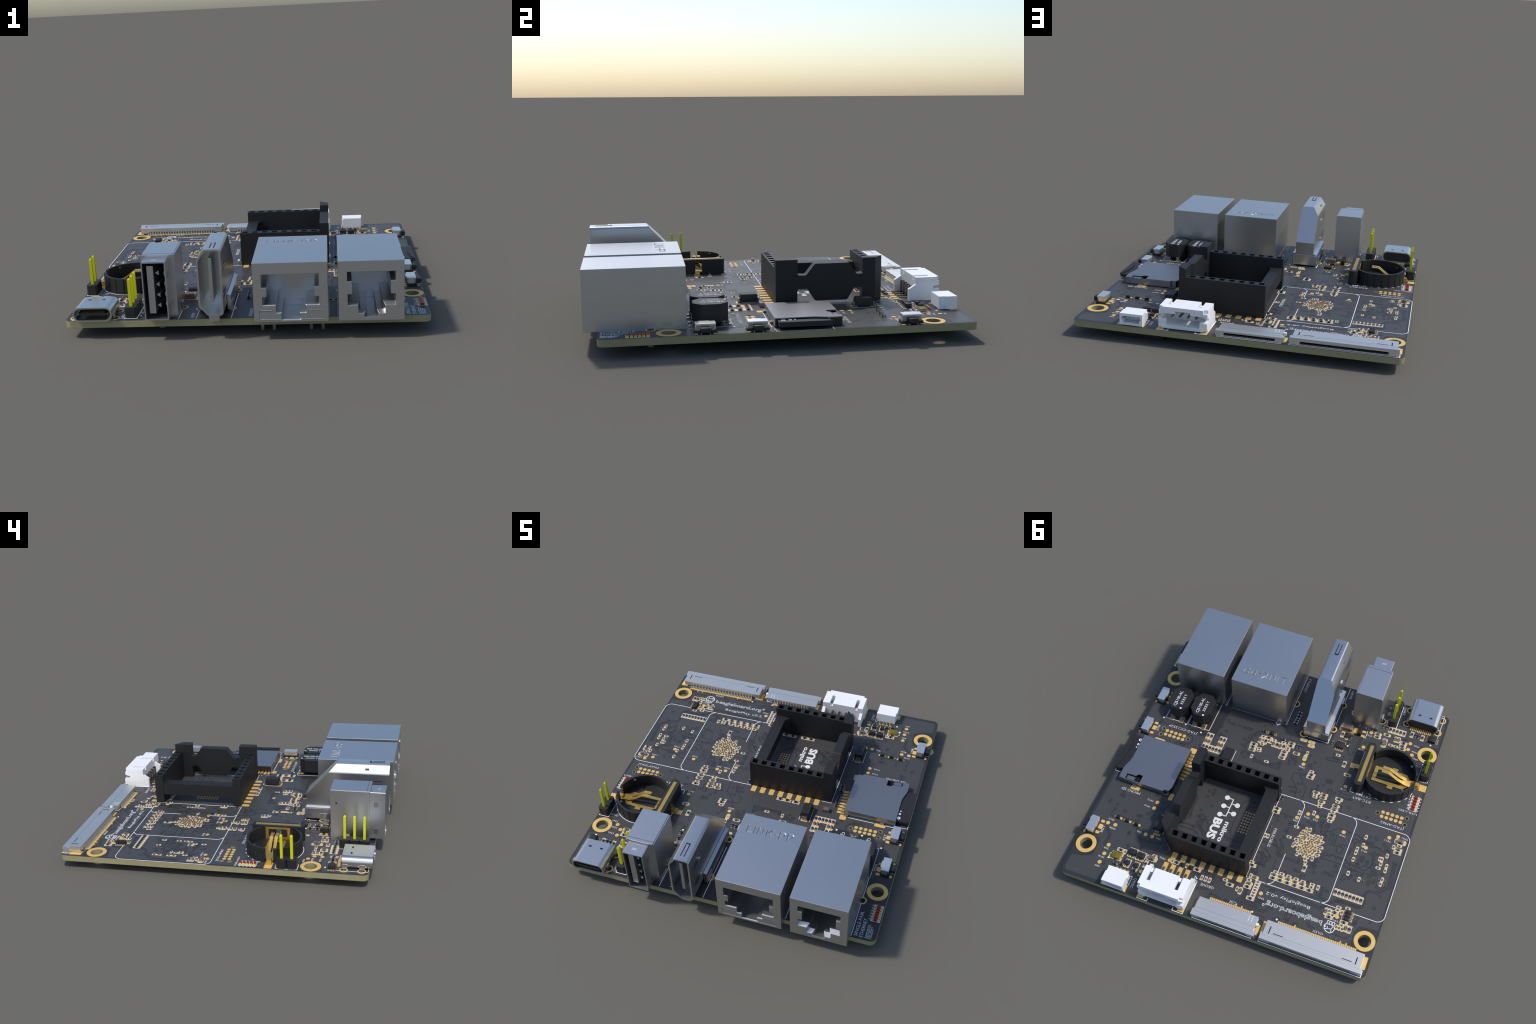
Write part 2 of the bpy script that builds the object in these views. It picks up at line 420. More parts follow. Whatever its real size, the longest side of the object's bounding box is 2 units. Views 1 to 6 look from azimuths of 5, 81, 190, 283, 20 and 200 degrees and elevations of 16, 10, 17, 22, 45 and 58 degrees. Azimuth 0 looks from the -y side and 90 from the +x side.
# outlined maker lettering with a plain outlined emblem beside it
T = Build()
T.text("beagleboard.org", -0.632, 0.746, 0.356, 0.030, SILK, 0, thin=-0.026)
T.text("beagleboard.org", -0.632, 0.746, 0.356, 0.030, MASKD, 0, z0=TOP + 0.0005, z1=TOP + 0.0019, thin=0.016)
T.ring(-0.266, 0.772, 0.0075, 0.0045, TOP, TOP + 0.0012, SILK, 16)
head = [(-0.700, 0.752), (-0.709, 0.770), (-0.705, 0.790), (-0.688, 0.802), (-0.668, 0.800), (-0.652, 0.788), (-0.645, 0.768), (-0.652, 0.755), (-0.668, 0.752)]
T.line(head, 0.0045, SILK, closed=True)
T.line([(-0.696, 0.756), (-0.690, 0.776), (-0.694, 0.797)], 0.004, SILK)
T.line([(-0.690, 0.776), (-0.668, 0.782), (-0.652, 0.786)], 0.004, SILK)
T.line([(-0.668, 0.782), (-0.664, 0.766)], 0.004, SILK)
T.cyl(-0.652, 0.771, 0.0045, TOP, TOP + 0.0012, SILK, 10)
for dx in (-0.698, -0.682, -0.667):
    T.line([(dx, 0.752), (dx - 0.003, 0.734), (dx + 0.010, 0.731), (dx + 0.012, 0.750)], 0.004, SILK)
put("outlined_lettering", T, BOARD)

# bus emblem inside the socket: tree of dots and bold word
T = Build()
for x, y in ((0.206, 0.174), (0.126, 0.206), (0.206, 0.237), (0.126, 0.270), (0.206, 0.301)):
    T.cyl(x, y, 0.0165, TOP, TOP + 0.0014, SILK, 22)
    T.line([(x, y), (0.165, y)], 0.0065, SILK)
T.line([(0.165, 0.171), (0.165, 0.304)], 0.0065, SILK)
T.text("mikro", 0.152, 0.337, 0.146, 0.030, SILK, R90, thin=-0.03)
T.text("BUS", 0.225, 0.330, 0.150, 0.050, SILK, R90, thin=-0.045)
put("bus_emblem", T, BOARD)

# ------------------------------------------------------------------ network jacks
def jack(x0, x1, hole, inner, flare, deep, letters=()):
    """one closed skin: box with a stepped pocket let into its front; the mouth narrows
    from the front outline `hole` to `inner` over the depth `flare`"""
    z0, z1, yb = TOP + 0.0005, 0.4155, -0.4865
    rect = [(x0, z0), (x1, z0), (x1, z1), (x0, z1)]
    t = Build()
    t.fill([rect, hole], -1.0, -0.99, STEEL, 'y')
    b = Build()
    b.add(t.v, [f for f in t.f if all(abs(t.v[i][1] + 1.0) < 1e-5 for i in f)], STEEL)
    def wall(p, ya, q, yc):
        n = len(p)
        b.add([(x, ya, z) for x, z in p] + [(x, yc, z) for x, z in q], [(i, (i + 1) % n, (i + 1) % n + n, i + n) for i in range(n)], STEEL)
    # outer skin: four sides, the top with the letters let into it
    b.add([(x0, -1.0, z0), (x1, -1.0, z0), (x1, yb, z0), (x0, yb, z0)], [(0, 1, 2, 3)], STEEL)
    for x in (x0, x1):
        b.add([(x, -1.0, z0), (x, yb, z0), (x, yb, z1), (x, -1.0, z1)], [(0, 1, 2, 3)], STEEL)
    def cap(loops, z):
        u = Build()
        u.fill(loops, z - 0.01, z, STEEL)
        b.add(u.v, [f for f in u.f if all(abs(u.v[i][2] - z) < 1e-5 for i in f)], STEEL)
    cap([[(x0, -1.0), (x1, -1.0), (x1, yb), (x0, yb)]] + [lp for g in letters for lp in g], z1)
    for g in letters:
        cap(g, z1 - 0.0045)
        for lp in g:
            n = len(lp)
            b.add([(x, y, z1) for x, y in lp] + [(x, y, z1 - 0.0045) for x, y in lp], [(i, (i + 1) % n, (i + 1) % n + n, i + n) for i in range(n)], STEEL)
    wall(hole, -1.0, inner, -1.0 + flare)
    wall(inner, -1.0 + flare, inner, deep)
    b.add([(x, yb, z) for x, z in rect], [(0, 1, 2, 3)], STEEL)
    b.add([(x, deep, z) for x, z in inner], [list(range(len(inner)))], STEEL)
    me = bpy.data.meshes.new("jack_tmp")
    me.from_pydata(b.v, [], b.f)
    bm = bmesh.new()
    bm.from_mesh(me)
    bmesh.ops.remove_doubles(bm, verts=bm.verts[:], dist=1e-5)
    bmesh.ops.dissolve_degenerate(bm, edges=bm.edges[:], dist=1e-6)
    loose = [w for w in bm.verts if not w.link_faces]
    bmesh.ops.delete(bm, geom=loose, context='VERTS')
    bmesh.ops.recalc_face_normals(bm, faces=bm.faces[:])
    bm.verts.index_update()
    out = Build().add([w.co[:] for w in bm.verts], [[w.index for w in f.verts] for f in bm.faces], STEEL)
    bm.free()
    bpy.data.meshes.remove(me)
    return out
def stamped_letters(x, y, h, w):
    """stroke outlines of the stamped maker word; each letter is a list of loops (outer, then counter)"""
    def L(W): return [[(0, 0), (W, 0), (W, w), (w, w), (w, h), (0, h)]]
    def I(W): return [[(0, 0), (w, 0), (w, h), (0, h)]]
    def N(W): return [[(0, 0), (w, 0), (w, h - 2.2 * w), (W - w, 0), (W, 0), (W, h), (W - w, h), (W - w, 2.2 * w), (w, h), (0, h)]]
    def Kk(W): return [[(0, 0), (w, 0), (w, 0.36 * h), (0.36 * W, 0.50 * h), (W - 1.4 * w, 0), (W, 0), (0.48 * W, 0.60 * h), (W, h), (W - 1.4 * w, h), (w, 0.52 * h), (w, h), (0, h)]]
    def dash(W): return [[(0, 0.42 * h), (W, 0.42 * h), (W, 0.42 * h + w), (0, 0.42 * h + w)]]
    def Pp(W): return [[(0, 0), (w, 0), (w, 0.40 * h), (0.7 * W, 0.40 * h), (W, 0.54 * h), (W, 0.86 * h), (0.7 * W, h), (0, h)],
                       [(w, 0.40 * h + w), (0.64 * W, 0.40 * h + w), (W - w, 0.60 * h), (W - w, 0.80 * h), (0.64 * W, h - w), (w, h - w)]]
    out = []
    for g, dx, W in ((L, 0.0, 0.034), (I, 0.043, 0.0), (N, 0.063, 0.036), (Kk, 0.119, 0.038), (dash, 0.170, 0.019), (Pp, 0.195, 0.036), (Pp, 0.243, 0.036)):
        out.append([shift(lp, x + dx, y) for lp in g(W)])
    return out
rj1 = [(0.098, 0.354), (0.391, 0.354), (0.391, 0.285), (0.367, 0.285), (0.367, 0.234), (0.391, 0.234), (0.391, 0.187), (0.324, 0.187), (0.324, 0.145),
       (0.295, 0.145), (0.295, 0.108), (0.196, 0.108), (0.196, 0.145), (0.168, 0.145), (0.168, 0.187), (0.101, 0.187), (0.101, 0.234), (0.123, 0.234), (0.123, 0.284), (0.098, 0.284)]
rj1_in = [(x + (0.003 if x < 0.2455 else -0.003) * (z < 0.2), z + (0.004 if z < 0.2 else 0.0)) for x, z in rj1]
b = jack(0.055, 0.436, rj1, rj1_in, 0.005, -0.768, stamped_letters(0.104, -0.622, 0.055, 0.0062))
for xa, xb in ((0.084, 0.196), (0.295, 0.408)):
    b.box(xa, xb, -1.0012, -0.99, 0.1100, 0.1125, NICKEL)
b.box(0.084, 0.150, -1.0012, -0.99, 0.158, 0.160, PINM)
b.box(0.340, 0.408, -1.0012, -0.99, 0.160, 0.162, PINM)
b.box(0.082, 0.0835, -1.0012, -0.99, 0.112, 0.17, PINM)
# raised maker word on the top, thin as stamped
for x in (0.084, 0.146, 0.343, 0.405):
    b.box(x - 0.008, x + 0.008, -0.855, -0.839, 0.0, BOT, NICKEL)
for x in (0.10, 0.39):
    b.cyl(x, -0.72, 0.036, 0.012, BOT, STEEL, 20)
for i in range(8):
    b.cyl(0.14 + i * 0.0306, -0.60 - 0.06 * (i % 2), 0.007, 0.02, BOT, NICKEL, 8)
put("ethernet_jack", b)
rj2 = [(0.533, 0.358), (0.775, 0.358), (0.775, 0.308), (0.751, 0.308), (0.751, 0.240), (0.775, 0.240), (0.775, 0.179), (0.724, 0.179), (0.724, 0.135),
       (0.692, 0.135), (0.692, 0.118), (0.617, 0.118), (0.617, 0.135), (0.585, 0.135), (0.585, 0.179), (0.534, 0.179), (0.534, 0.240), (0.557, 0.240), (0.557, 0.308), (0.533, 0.308)]
rj2_in = [(x + ((0.012 if x < 0.6545 else -0.012) if 0.58 < x < 0.73 else 0.0), z + (0.0 if z < 0.12 else 0.015 if z < 0.2 else 0.005 if z == 0.308 else 0.0)) for x, z in rj2]
b = jack(0.488, 0.8185, rj2, rj2_in, 0.026, -0.68)
for x in (0.50, 0.806):
    b.cyl(x, -0.668, 0.018, 0.008, BOT, NICKEL, 14)
for x in (0.53, 0.78):
    b.cyl(x, -0.75, 0.034, 0.02, BOT, STEEL, 16)
put("ethernet_jack", b)

# ------------------------------------------------------------------ video jack (upright)
b = Build()
sec = [(-0.184, 0.490), (-0.117, 0.490), (-0.106, 0.486), (-0.100, 0.474), (-0.102, 0.150), (-0.107, 0.140), (-0.118, 0.136), (-0.180, 0.136), (-0.190, 0.142),
       (-0.224, 0.184), (-0.229, 0.196), (-0.229, 0.428), (-0.224, 0.440), (-0.196, 0.478), (-0.192, 0.485)]
xm = sum(p[0] for p in sec) / len(sec)
zm = sum(p[1] for p in sec) / len(sec)
def inset(poly, d):
    out = []
    n = len(poly)
    for i in range(n):
        a, c, e = Vector(poly[i - 1]), Vector(poly[i]), Vector(poly[(i + 1) % n])
        t1 = (c - a).normalized(); t2 = (e - c).normalized()
        n1 = Vector((t1.y, -t1.x)); n2 = Vector((t2.y, -t2.x))
        q = (n1 + n2).normalized()
        out.append((c.x + q.x * d / max(0.5, q.dot(n1)), c.y + q.y * d / max(0.5, q.dot(n1))))
    return out
inn = inset(sec, 0.0095)
b.fill([sec, inn], -0.991, -0.84, NICKEL, 'y')
b.fill([sec], -0.84, -0.66, NICKEL, 'y')
# rear half of the shell with the slanted top
zt = lambda y: 0.495 + (y + 0.660) * (0.272 - 0.495) / (-0.449 + 0.660)
bm = bmesh.new()
vs = [bm.verts.new((x, -0.66, z)) for x, z in sec] + [bm.verts.new((x, -0.449, z)) for x, z in sec]
n = len(sec)
bm.faces.new(vs[:n]); bm.faces.new(vs[n:][::-1])
for i in range(n):
    bm.faces.new((vs[i], vs[i + n], vs[(i + 1) % n + n], vs[(i + 1) % n]))
bmesh.ops.recalc_face_normals(bm, faces=bm.faces[:])
pn = Vector((0, -(0.272 - 0.495), (-0.449 + 0.660))).normalized()
bmesh.ops.bisect_plane(bm, geom=bm.verts[:] + bm.edges[:] + bm.faces[:], plane_co=(0, -0.660, 0.498), plane_no=pn, clear_outer=True)
bmesh.ops.holes_fill(bm, edges=[e for e in bm.edges if e.is_boundary], sides=0)
bm.verts.index_update()
b.add([w.co[:] for w in bm.verts], [[w.index for w in f.verts] for f in bm.faces], NICKEL)
bm.free()
# slanted cover plate standing a little proud, and the skirt bracket
b.box(-0.2545, -0.083, -0.600, -0.4435, 0.112, 0.185, NICKEL, 0.004)
for xs, xo in ((-0.100, -0.080), (-0.229, -0.252)):
    b.prism([(xs, 0.196), (xo, 0.190), (xo, 0.112), (xs, 0.112)], -0.825, -0.450, NICKEL, 'y')
b.box(-0.092, -0.078, -0.805, -0.745, 0.085, 0.15, NICKEL, 0.002)
b.box(-0.092, -0.078, -0.490, -0.450, 0.085, 0.19, NICKEL, 0.002)
b.box(-0.258, -0.246, -0.590, -0.540, 0.085, 0.15, NICKEL, 0.002)
b.box(-0.258, -0.246, -0.800, -0.745, 0.085, 0.15, NICKEL, 0.002)
b.box(-0.182, -0.128, -0.972, -0.60, TOP, 0.137, NICKEL)
# tongue and contacts
b.box(-0.170, -0.152, -0.970, -0.839, 0.203, 0.439, SHELL, 0.002)
for i in range(18):
    b.box(-0.152, -0.1505, -0.962, -0.841, 0.215 + i * 0.0121, 0.2205 + i * 0.0121, SHELL)
# spring cut-outs: U slots on the top, windows on the flanks
for (xa, xb) in ((-0.162, -0.157), (-0.141, -0.136)):
    b.box(xa, xb, -0.958, -0.864, 0.4885, 0.4908, DARK)
b.box(-0.162, -0.136, -0.869, -0.860, 0.4885, 0.4908, DARK)
b.box(-0.157, -0.141, -0.885, -0.870, 0.4885, 0.4925, NICKEL)
for z in (0.235, 0.375):
    for (za, zb) in ((z - 0.013, z - 0.009), (z + 0.009, z + 0.013)):
        b.box(-0.1015, -0.0995, -0.945, -0.855, za, zb, DARK)
        b.box(-0.2300, -0.2280, -0.945, -0.855, za, zb, DARK)
    b.prism([(-0.870, z - 0.008), (-0.848, z), (-0.870, z + 0.008)], -0.1015, -0.092, NICKEL, 'x')
    b.prism([(-0.760, z - 0.008), (-0.738, z), (-0.760, z + 0.008)], -0.237, -0.228, NICKEL, 'x')
b.box(-0.214, -0.2035, -0.862, -0.835, 0.452, 0.465, TERM)
put("video_jack", b)

# ------------------------------------------------------------------ upright usb jack
b = Build()
b.fill([rrect(-0.514, -0.388, 0.116, 0.431, 0.006, 3), rrect(-0.508, -0.394, 0.123, 0.424, 0.004, 3)], -0.989, -0.88, SHELL, 'y')
b.box(-0.5325, -0.3565, -0.740, -0.655, TOP + 0.001, 0.4400, SHELL)
b.fill([rrect(-0.5325, -0.3565, TOP + 0.001, 0.440, 0.003, 2), rrect(-0.508, -0.394, 0.123, 0.424, 0.004, 3)], -0.892, -0.740, SHELL, 'y')
b.box(-0.529, -0.364, -0.898, -0.652, 0.4395, 0.4445, SHELL, 0.002)
b.box(-0.5335, -0.3555, -0.6565, -0.6525, 0.125, 0.4375, SHELL, 0.0015)
b.box(-0.490, -0.455, -0.972, -0.745, 0.148, 0.405, SHELL, 0.003)
for z in (0.19, 0.245, 0.30, 0.355):
    b.prism([(-0.940, z - 0.010), (-0.920, z), (-0.940, z + 0.010)], -0.4075, -0.3935, SHELL, 'x')
b.box(-0.507, -0.395, -0.748, -0.741, 0.124, 0.423, BLACK)
for z in (0.188, 0.245, 0.302, 0.363):
    b.prism([(-0.449, z), (-0.431, z + 0.012), (-0.431, z - 0.012)], -0.955, -0.745, SHELL, 'y')
b.box(-0.468, -0.440, -0.955, -0.940, 0.4305, 0.4318, PALE)  # small bright highlight on the shell, modelled as a pale plate
for z in (0.17, 0.35):
    b.box(-0.5155, -0.5135, -0.945, -0.920, z - 0.017, z + 0.017, WINDOW)
    b.box(-0.3885, -0.3865, -0.945, -0.920, z - 0.017, z + 0.017, WINDOW)
b.box(-0.5335, -0.531, -0.694, -0.684, 0.350, 0.361, DARK)
b.line([(-0.530, -0.8785), (-0.363, -0.8785)], 0.002, DARK, 0.4440, 0.4448)
for y in (-0.76,):
    b.box(-0.545, -0.535, y - 0.01, y + 0.03, 0.06, 0.14, SHELL, 0.002)
    b.box(-0.3545, -0.349, y - 0.01, y + 0.03, 0.06, 0.14, SHELL, 0.002)
b.box(-0.478, -0.448, -0.81, -0.79, 0.006, BOT, NICKEL)
put("usb_jack", b)

# ------------------------------------------------------------------ small oval usb jack
b = Build()
oc = rrect(-0.909, -0.700, TOP + 0.002, 0.1785, 0.036, 8)
ic = rrect(-0.901, -0.708, TOP + 0.010, 0.1705, 0.029, 8)
b.fill([oc, ic], -0.950, -0.800, NICKEL, 'y')
b.fill([oc], -0.800, -0.768, NICKEL, 'y')
b.fill([ic], -0.770, -0.764, BLACK, 'y')
b.box(-0.880, -0.729, -0.945, -0.80, 0.133, 0.147, BLACK, 0.002)
for i in range(12):
    b.box(-0.866 + i * 0.0105, -0.861 + i * 0.0105, -0.935, -0.81, 0.147, 0.1485, BRASS)
for x in (-0.885, -0.735):
    b.box(x, x + 0.012, -0.94, -0.83, 0.137, 0.143, BRASS)
for x in (-0.769, -0.845):
    b.box(x - 0.009, x + 0.009, -0.826, -0.815, 0.1778, 0.1792, DARK)
for y in (-0.787, -0.888):
    b.box(-0.912, -0.904, y - 0.016, y + 0.016, 0.06, 0.135, NICKEL, 0.002)
    b.box(-0.705, -0.697, y - 0.016, y + 0.016, 0.06, 0.135, NICKEL, 0.002)
for i in range(12):
    x = -0.870 + i * 0.0121
    b.box(x - 0.0035, x + 0.0035, -0.768, -0.738, TOP, TOP + 0.003, GOLD)
put("usb_c_jack", b)

# ------------------------------------------------------------------ pin headers
def header(x, ys):
    b = Build()
    h = 0.0306
    for y in ys:
        c = 0.010
        poly = [(x - h + c, y - h), (x + h - c, y - h), (x + h, y - h + c), (x + h, y + h - c), (x + h - c, y + h), (x - h + c, y + h), (x - h, y + h - c), (x - h, y - h + c)]
        b.prism(poly, TOP + 0.001, 0.158, BLACK)
    ob = put("pin_header", b)
    p = Build()
    w = 0.0078
    for y in ys:
        p.box(x - w, x + w, y - w, y + w, 0.044, 0.304, YELLOW)
        v = [(x - w, y - w, 0.304), (x + w, y - w, 0.304), (x + w, y + w, 0.304), (x - w, y + w, 0.304)]
        k = w * 0.45
        v += [(x - k, y - k, 0.312), (x + k, y - k, 0.312), (x + k, y + k, 0.312), (x - k, y + k, 0.312)]
        p.add(v, [(4, 5, 6, 7), (0, 1, 5, 4), (1, 2, 6, 5), (2, 3, 7, 6), (3, 0, 4, 7)], YELLOW)
    put("header_pin", p, ob)
header(-0.923, (-0.475, -0.413))
header(-0.612, (-0.873, -0.812, -0.751))

# ------------------------------------------------------------------ coin cell holder
b = Build()
CX, CY = -0.712, -0.328
nr = 72
gap = math.radians(8.5)
RO, RI, ZR = 0.174, 0.160, 0.190
def gear(t):
    k = (t / (2 * PI) * 22) % 1.0
    return RO - (0.0035 if k < 0.12 else 0.0)
# wall ring, open on the -x side; shallow vertical grooves outside
for t0, t1 in ((PI + gap, 2 * PI - math.radians(38)), (math.radians(38), PI - gap)):
    an = [t0 + (t1 - t0) * i / 110 for i in range(111)]
    v = []
    for z, which in ((TOP + 0.002, 0), (ZR, 0), (ZR, 1), (TOP + 0.002, 1)):
        for t in an:
            r = gear(t) if which == 0 else RI
            v.append((CX + r * math.cos(t), CY + r * math.sin(t), z))
    k = len(an)
    f = []
    for i in range(k - 1):
        for q in range(4):
            u = (q + 1) % 4
            f.append((q * k + i, q * k + i + 1, u * k + i + 1, u * k + i))
    f += [(0, k, 2 * k, 3 * k), (k - 1, 4 * k - 1, 3 * k - 1, 2 * k - 1)]
    b.add(v, f, BLACK)
b.cyl(CX, CY, RI + 0.003, TOP + 0.002, 0.105, BLACK, 60)
b.box(CX - 0.125, CX - 0.110, CY - 0.100, CY - 0.085, 0.165, 0.172, PINM)
b.box(CX - 0.115, CX - 0.100, CY + 0.098, CY + 0.113, 0.176, 0.182, PINM)
# straight bar beside the cup with a slot through it
XB0, XB1, YB0, YB1 = -0.577, -0.517, -0.492, -0.152
bar = rrect(XB0, XB1, YB0, YB1, 0.0295, 8)
low = [p for p in bar]
b.prism([p for p in bar], 0.182, 0.195, BLACK)
half1 = [(XB0, -0.345), (XB1, -0.345)] + arcpts(-0.547, -0.462, 0.030, 0, -180, 12)
half2 = [(XB1, -0.300), (XB0, -0.300)] + arcpts(-0.547, -0.182, 0.030, 180, 0, 12)
b.prism(half1, TOP + 0.002, 0.183, BLACK)
b.prism(half2, TOP + 0.002, 0.183, BLACK)
holder = put("coin_cell_holder", b)
c = Build()
c.box(-0.5605, -0.5375, -0.466, -0.178, 0.188, 0.1975, BRASS)
c.fill([[(-0.402, 0.106), (-0.402, 0.188), (-0.244, 0.188), (-0.244, 0.106)], [(-0.384, 0.122), (-0.384, 0.176), (-0.264, 0.176), (-0.264, 0.122)]], -0.5790, -0.5745, BRASS, 'x')
# floor spring: frame, side lugs and two raised tongues
frame = [(-0.606, -0.383), (-0.606, -0.270), (-0.716, -0.268), (-0.716, -0.245), (-0.752, -0.245), (-0.752, -0.268), (-0.815, -0.268), (-0.862, -0.318),
         (-0.862, -0.332), (-0.815, -0.383), (-0.752, -0.383), (-0.752, -0.405), (-0.714, -0.405), (-0.714, -0.383)]
hole = [(-0.630, -0.362), (-0.630, -0.292), (-0.790, -0.292), (-0.790, -0.362)]
c.fill([frame, hole], 0.107, 0.112, BRASS)
for y0, y1 in ((-0.350, -0.330), (-0.320, -0.300)):
    prof = [(-0.862, 0.110), (-0.820, 0.118), (-0.770, 0.138), (-0.708, 0.184), (-0.660, 0.186)]
    up = [(x, z + 0.005) for x, z in prof]
    c.prism(prof + up[::-1], y0, y1, BRASS, 'y')
c.prism([(-0.862, 0.108), (-0.80, 0.122), (-0.80, 0.127), (-0.862, 0.113)], -0.352, -0.298, BRASS, 'y')
c.box(-0.915, -0.855, -0.349, -0.309, TOP + 0.002, 0.114, BRASS, 0.002)
c.box(-0.905, -0.862, -0.343, -0.315, 0.112, 0.130, BRASS, 0.002)
c.box(-0.520, -0.478, -0.350, -0.318, TOP + 0.002, 0.113, BRASS, 0.002)
c.box(-0.565, -0.515, -0.345, -0.300, 0.112, 0.118, BRASS)
put("contact_spring", c, holder)
c = Build()
c.box(-0.958, -0.880, -0.354, -0.306, TOP, TOP + 0.0014, GOLD)
c.box(-0.530, -0.449, -0.356, -0.318, TOP, TOP + 0.0014, GOLD)
put("solder_pad", c, BOARD)

# ------------------------------------------------------------------ expansion socket (two rows of square holes)
b = Build()
PX = [-0.0755 + 0.06131 * i for i in range(8)]
ZS = 0.305
for yc, y0, y1 in ((0.0560, 0.0300, 0.0835), (0.6120, 0.5875, 0.6435)):
    hs = 0.0165
    loops = [[(-0.1055, y0), (0.3885, y0), (0.3885, y1), (-0.1055, y1)]]
    for x in PX:
        loops.append([(x - hs, yc - hs), (x + hs, yc - hs), (x + hs, yc + hs), (x - hs, yc + hs)])
    b.fill(loops, 0.22, ZS, SOCK)
    b.box(-0.1055, 0.3885, y0, y1, TOP + 0.001, 0.22, SOCK)
    for x in PX:
        b.box(x - hs, x + hs, yc - hs, yc + hs, 0.2202, 0.223, DARK)
# low bar joining the rows on the -x side
b.box(-0.1010, -0.032, 0.082, 0.589, 0.163, 0.245, SOCK)
b.prism([(-0.032, 0.545), (-0.032, 0.582), (0.000, 0.582), (-0.012, 0.572), (-0.024, 0.560)], 0.163, 0.245, SOCK)
b.prism([(-0.032, 0.119), (-0.032, 0.082), (0.000, 0.082), (-0.012, 0.092), (-0.024, 0.104)], 0.163, 0.245, SOCK)
# tall wall on the +x side: cut profile in the y-z plane
prof = [(0.0285, TOP + 0.001), (0.0285, 0.356), (0.151, 0.356), (0.152, 0.275), (0.155, 0.268), (0.195, 0.266), (0.204, 0.272), (0.246, 0.326), (0.254, 0.331), (0.440, 0.331),
        (0.448, 0.326), (0.485, 0.270), (0.492, 0.266), (0.515, 0.266), (0.521, 0.272), (0.521, 0.356), (0.594, 0.356), (0.594, TOP + 0.001),
        (0.521, TOP + 0.001), (0.521, 0.184), (0.515, 0.190), (0.480, 0.190), (0.472, 0.184), (0.436, 0.125), (0.428, 0.121), (0.258, 0.121), (0.250, 0.125), (0.212, 0.186), (0.204, 0.191), (0.160, 0.191), (0.151, 0.184), (0.150, TOP + 0.001)]
b.fill([prof], 0.3885, 0.4440, SOCK, 'x')
b.prism([(0.3885, 0.594), (0.4440, 0.594), (0.3885, 0.644)], TOP + 0.001, 0.356, SOCK)
b.box(0.3860, 0.3890, 0.594, 0.640, TOP + 0.001, 0.3052, SOCK)
put("expansion_socket", b)
pad = Build().prism(shift(rrect(-0.0165, 0.0165, -0.030, 0.030, 0.005, 3), 0, 0), TOP, TOP + 0.0014, GOLD).mesh("socket_pad")
for x in PX:
    put("socket_pad", pad, BOARD, (x, 0.010, 0))
    put("socket_pad", pad, BOARD, (x, 0.660, 0))

# ------------------------------------------------------------------ memory card slot and card
b = Build()
lid = [(0.551, -0.050), (0.551, 0.262), (0.560, 0.285), (0.590, 0.285), (0.592, 0.298), (0.758, 0.298), (0.758, 0.241), (0.787, 0.240), (0.801, 0.257), (0.859, 0.258), (0.859, 0.298),
       (0.898, 0.298), (0.901, 0.232), (0.896, 0.205), (0.884, 0.165), (0.880, 0.130), (0.882, -0.050)]
b.fill([lid], 0.1405, 0.1455, LIDM)
b.box(0.556, 0.884, -0.0500, -0.0455, TOP + 0.004, 0.1410, LIDM)
b.box(0.592, 0.898, 0.2935, 0.2985, TOP + 0.004, 0.1410, LIDM)
b.box(0.560, 0.590, 0.2805, 0.2850, TOP + 0.004, 0.1410, LIDM)
b.box(0.575, 0.895, -0.045, 0.293, TOP + 0.002, 0.112, BLACK)
b.box(0.5515, 0.575, -0.044, 0.265, TOP + 0.006, 0.139, BLACK)
b.box(0.872, 0.899, 0.240, 0.294, TOP + 0.002, 0.140, BLACK)
b.box(0.872, 0.883, -0.046, -0.030, TOP + 0.002, 0.140, BLACK)
b.box(0.790, 0.858, 0.262, 0.292, 0.112, 0.139, DARK)
b.box(0.800, 0.850, 0.266, 0.290, 0.134, 0.1405, LIDM)
for x, y0, y1 in ((0.565, -0.062, -0.048), (0.800, -0.064, -0.048), (0.790, 0.296, 0.315), (0.575, 0.284, 0.30)):
    b.box(x - 0.014, x + 0.014, y0, y1, TOP + 0.002, TOP + 0.012, LIDM)
slot = put("memory_card_slot", b)
c = Build()
c.prism([(0.575, -0.036), (0.959, -0.036), (0.963, -0.028), (0.963, 0.222), (0.958, 0.233), (0.925, 0.233), (0.910, 0.226), (0.575, 0.226)], 0.118, 0.136, BLACK)
rim = arcpts(1.30, 0.095, 0.37, 202, 157, 14)
c.prism([(0.9625, 0.222), (0.9625, -0.028)] + rim[::-1][::-1], 0.1358, 0.1435, BLACK)
for x, y, r in ((0.893, -0.008, 0.011), (0.892, 0.028, 0.008), (0.894, 0.052, 0.005)):
    c.ring(x, y, r, r * 0.45, 0.1358, 0.1368, WHITE, 14)
put("memory_card", c, slot)
p = Build()
for i in range(8):
    p.box(0.500, 0.552, -0.043 + i * 0.0262, -0.026 + i * 0.0262, TOP, TOP + 0.0014, GOLD)
    p.box(0.530, 0.556, -0.039 + i * 0.0262, -0.030 + i * 0.0262, TOP + 0.001, TOP + 0.008, BRASS)
for x0, x1, y0, y1 in ((0.528, 0.570, -0.092, -0.052), (0.755, 0.825, -0.086, -0.060), (0.752, 0.812, 0.300, 0.330), (0.528, 0.556, 0.272, 0.322)):
    p.prism(rrect(x0, x1, y0, y1, 0.007, 3), TOP, TOP + 0.0014, GOLD)
put("solder_pad", p, BOARD)

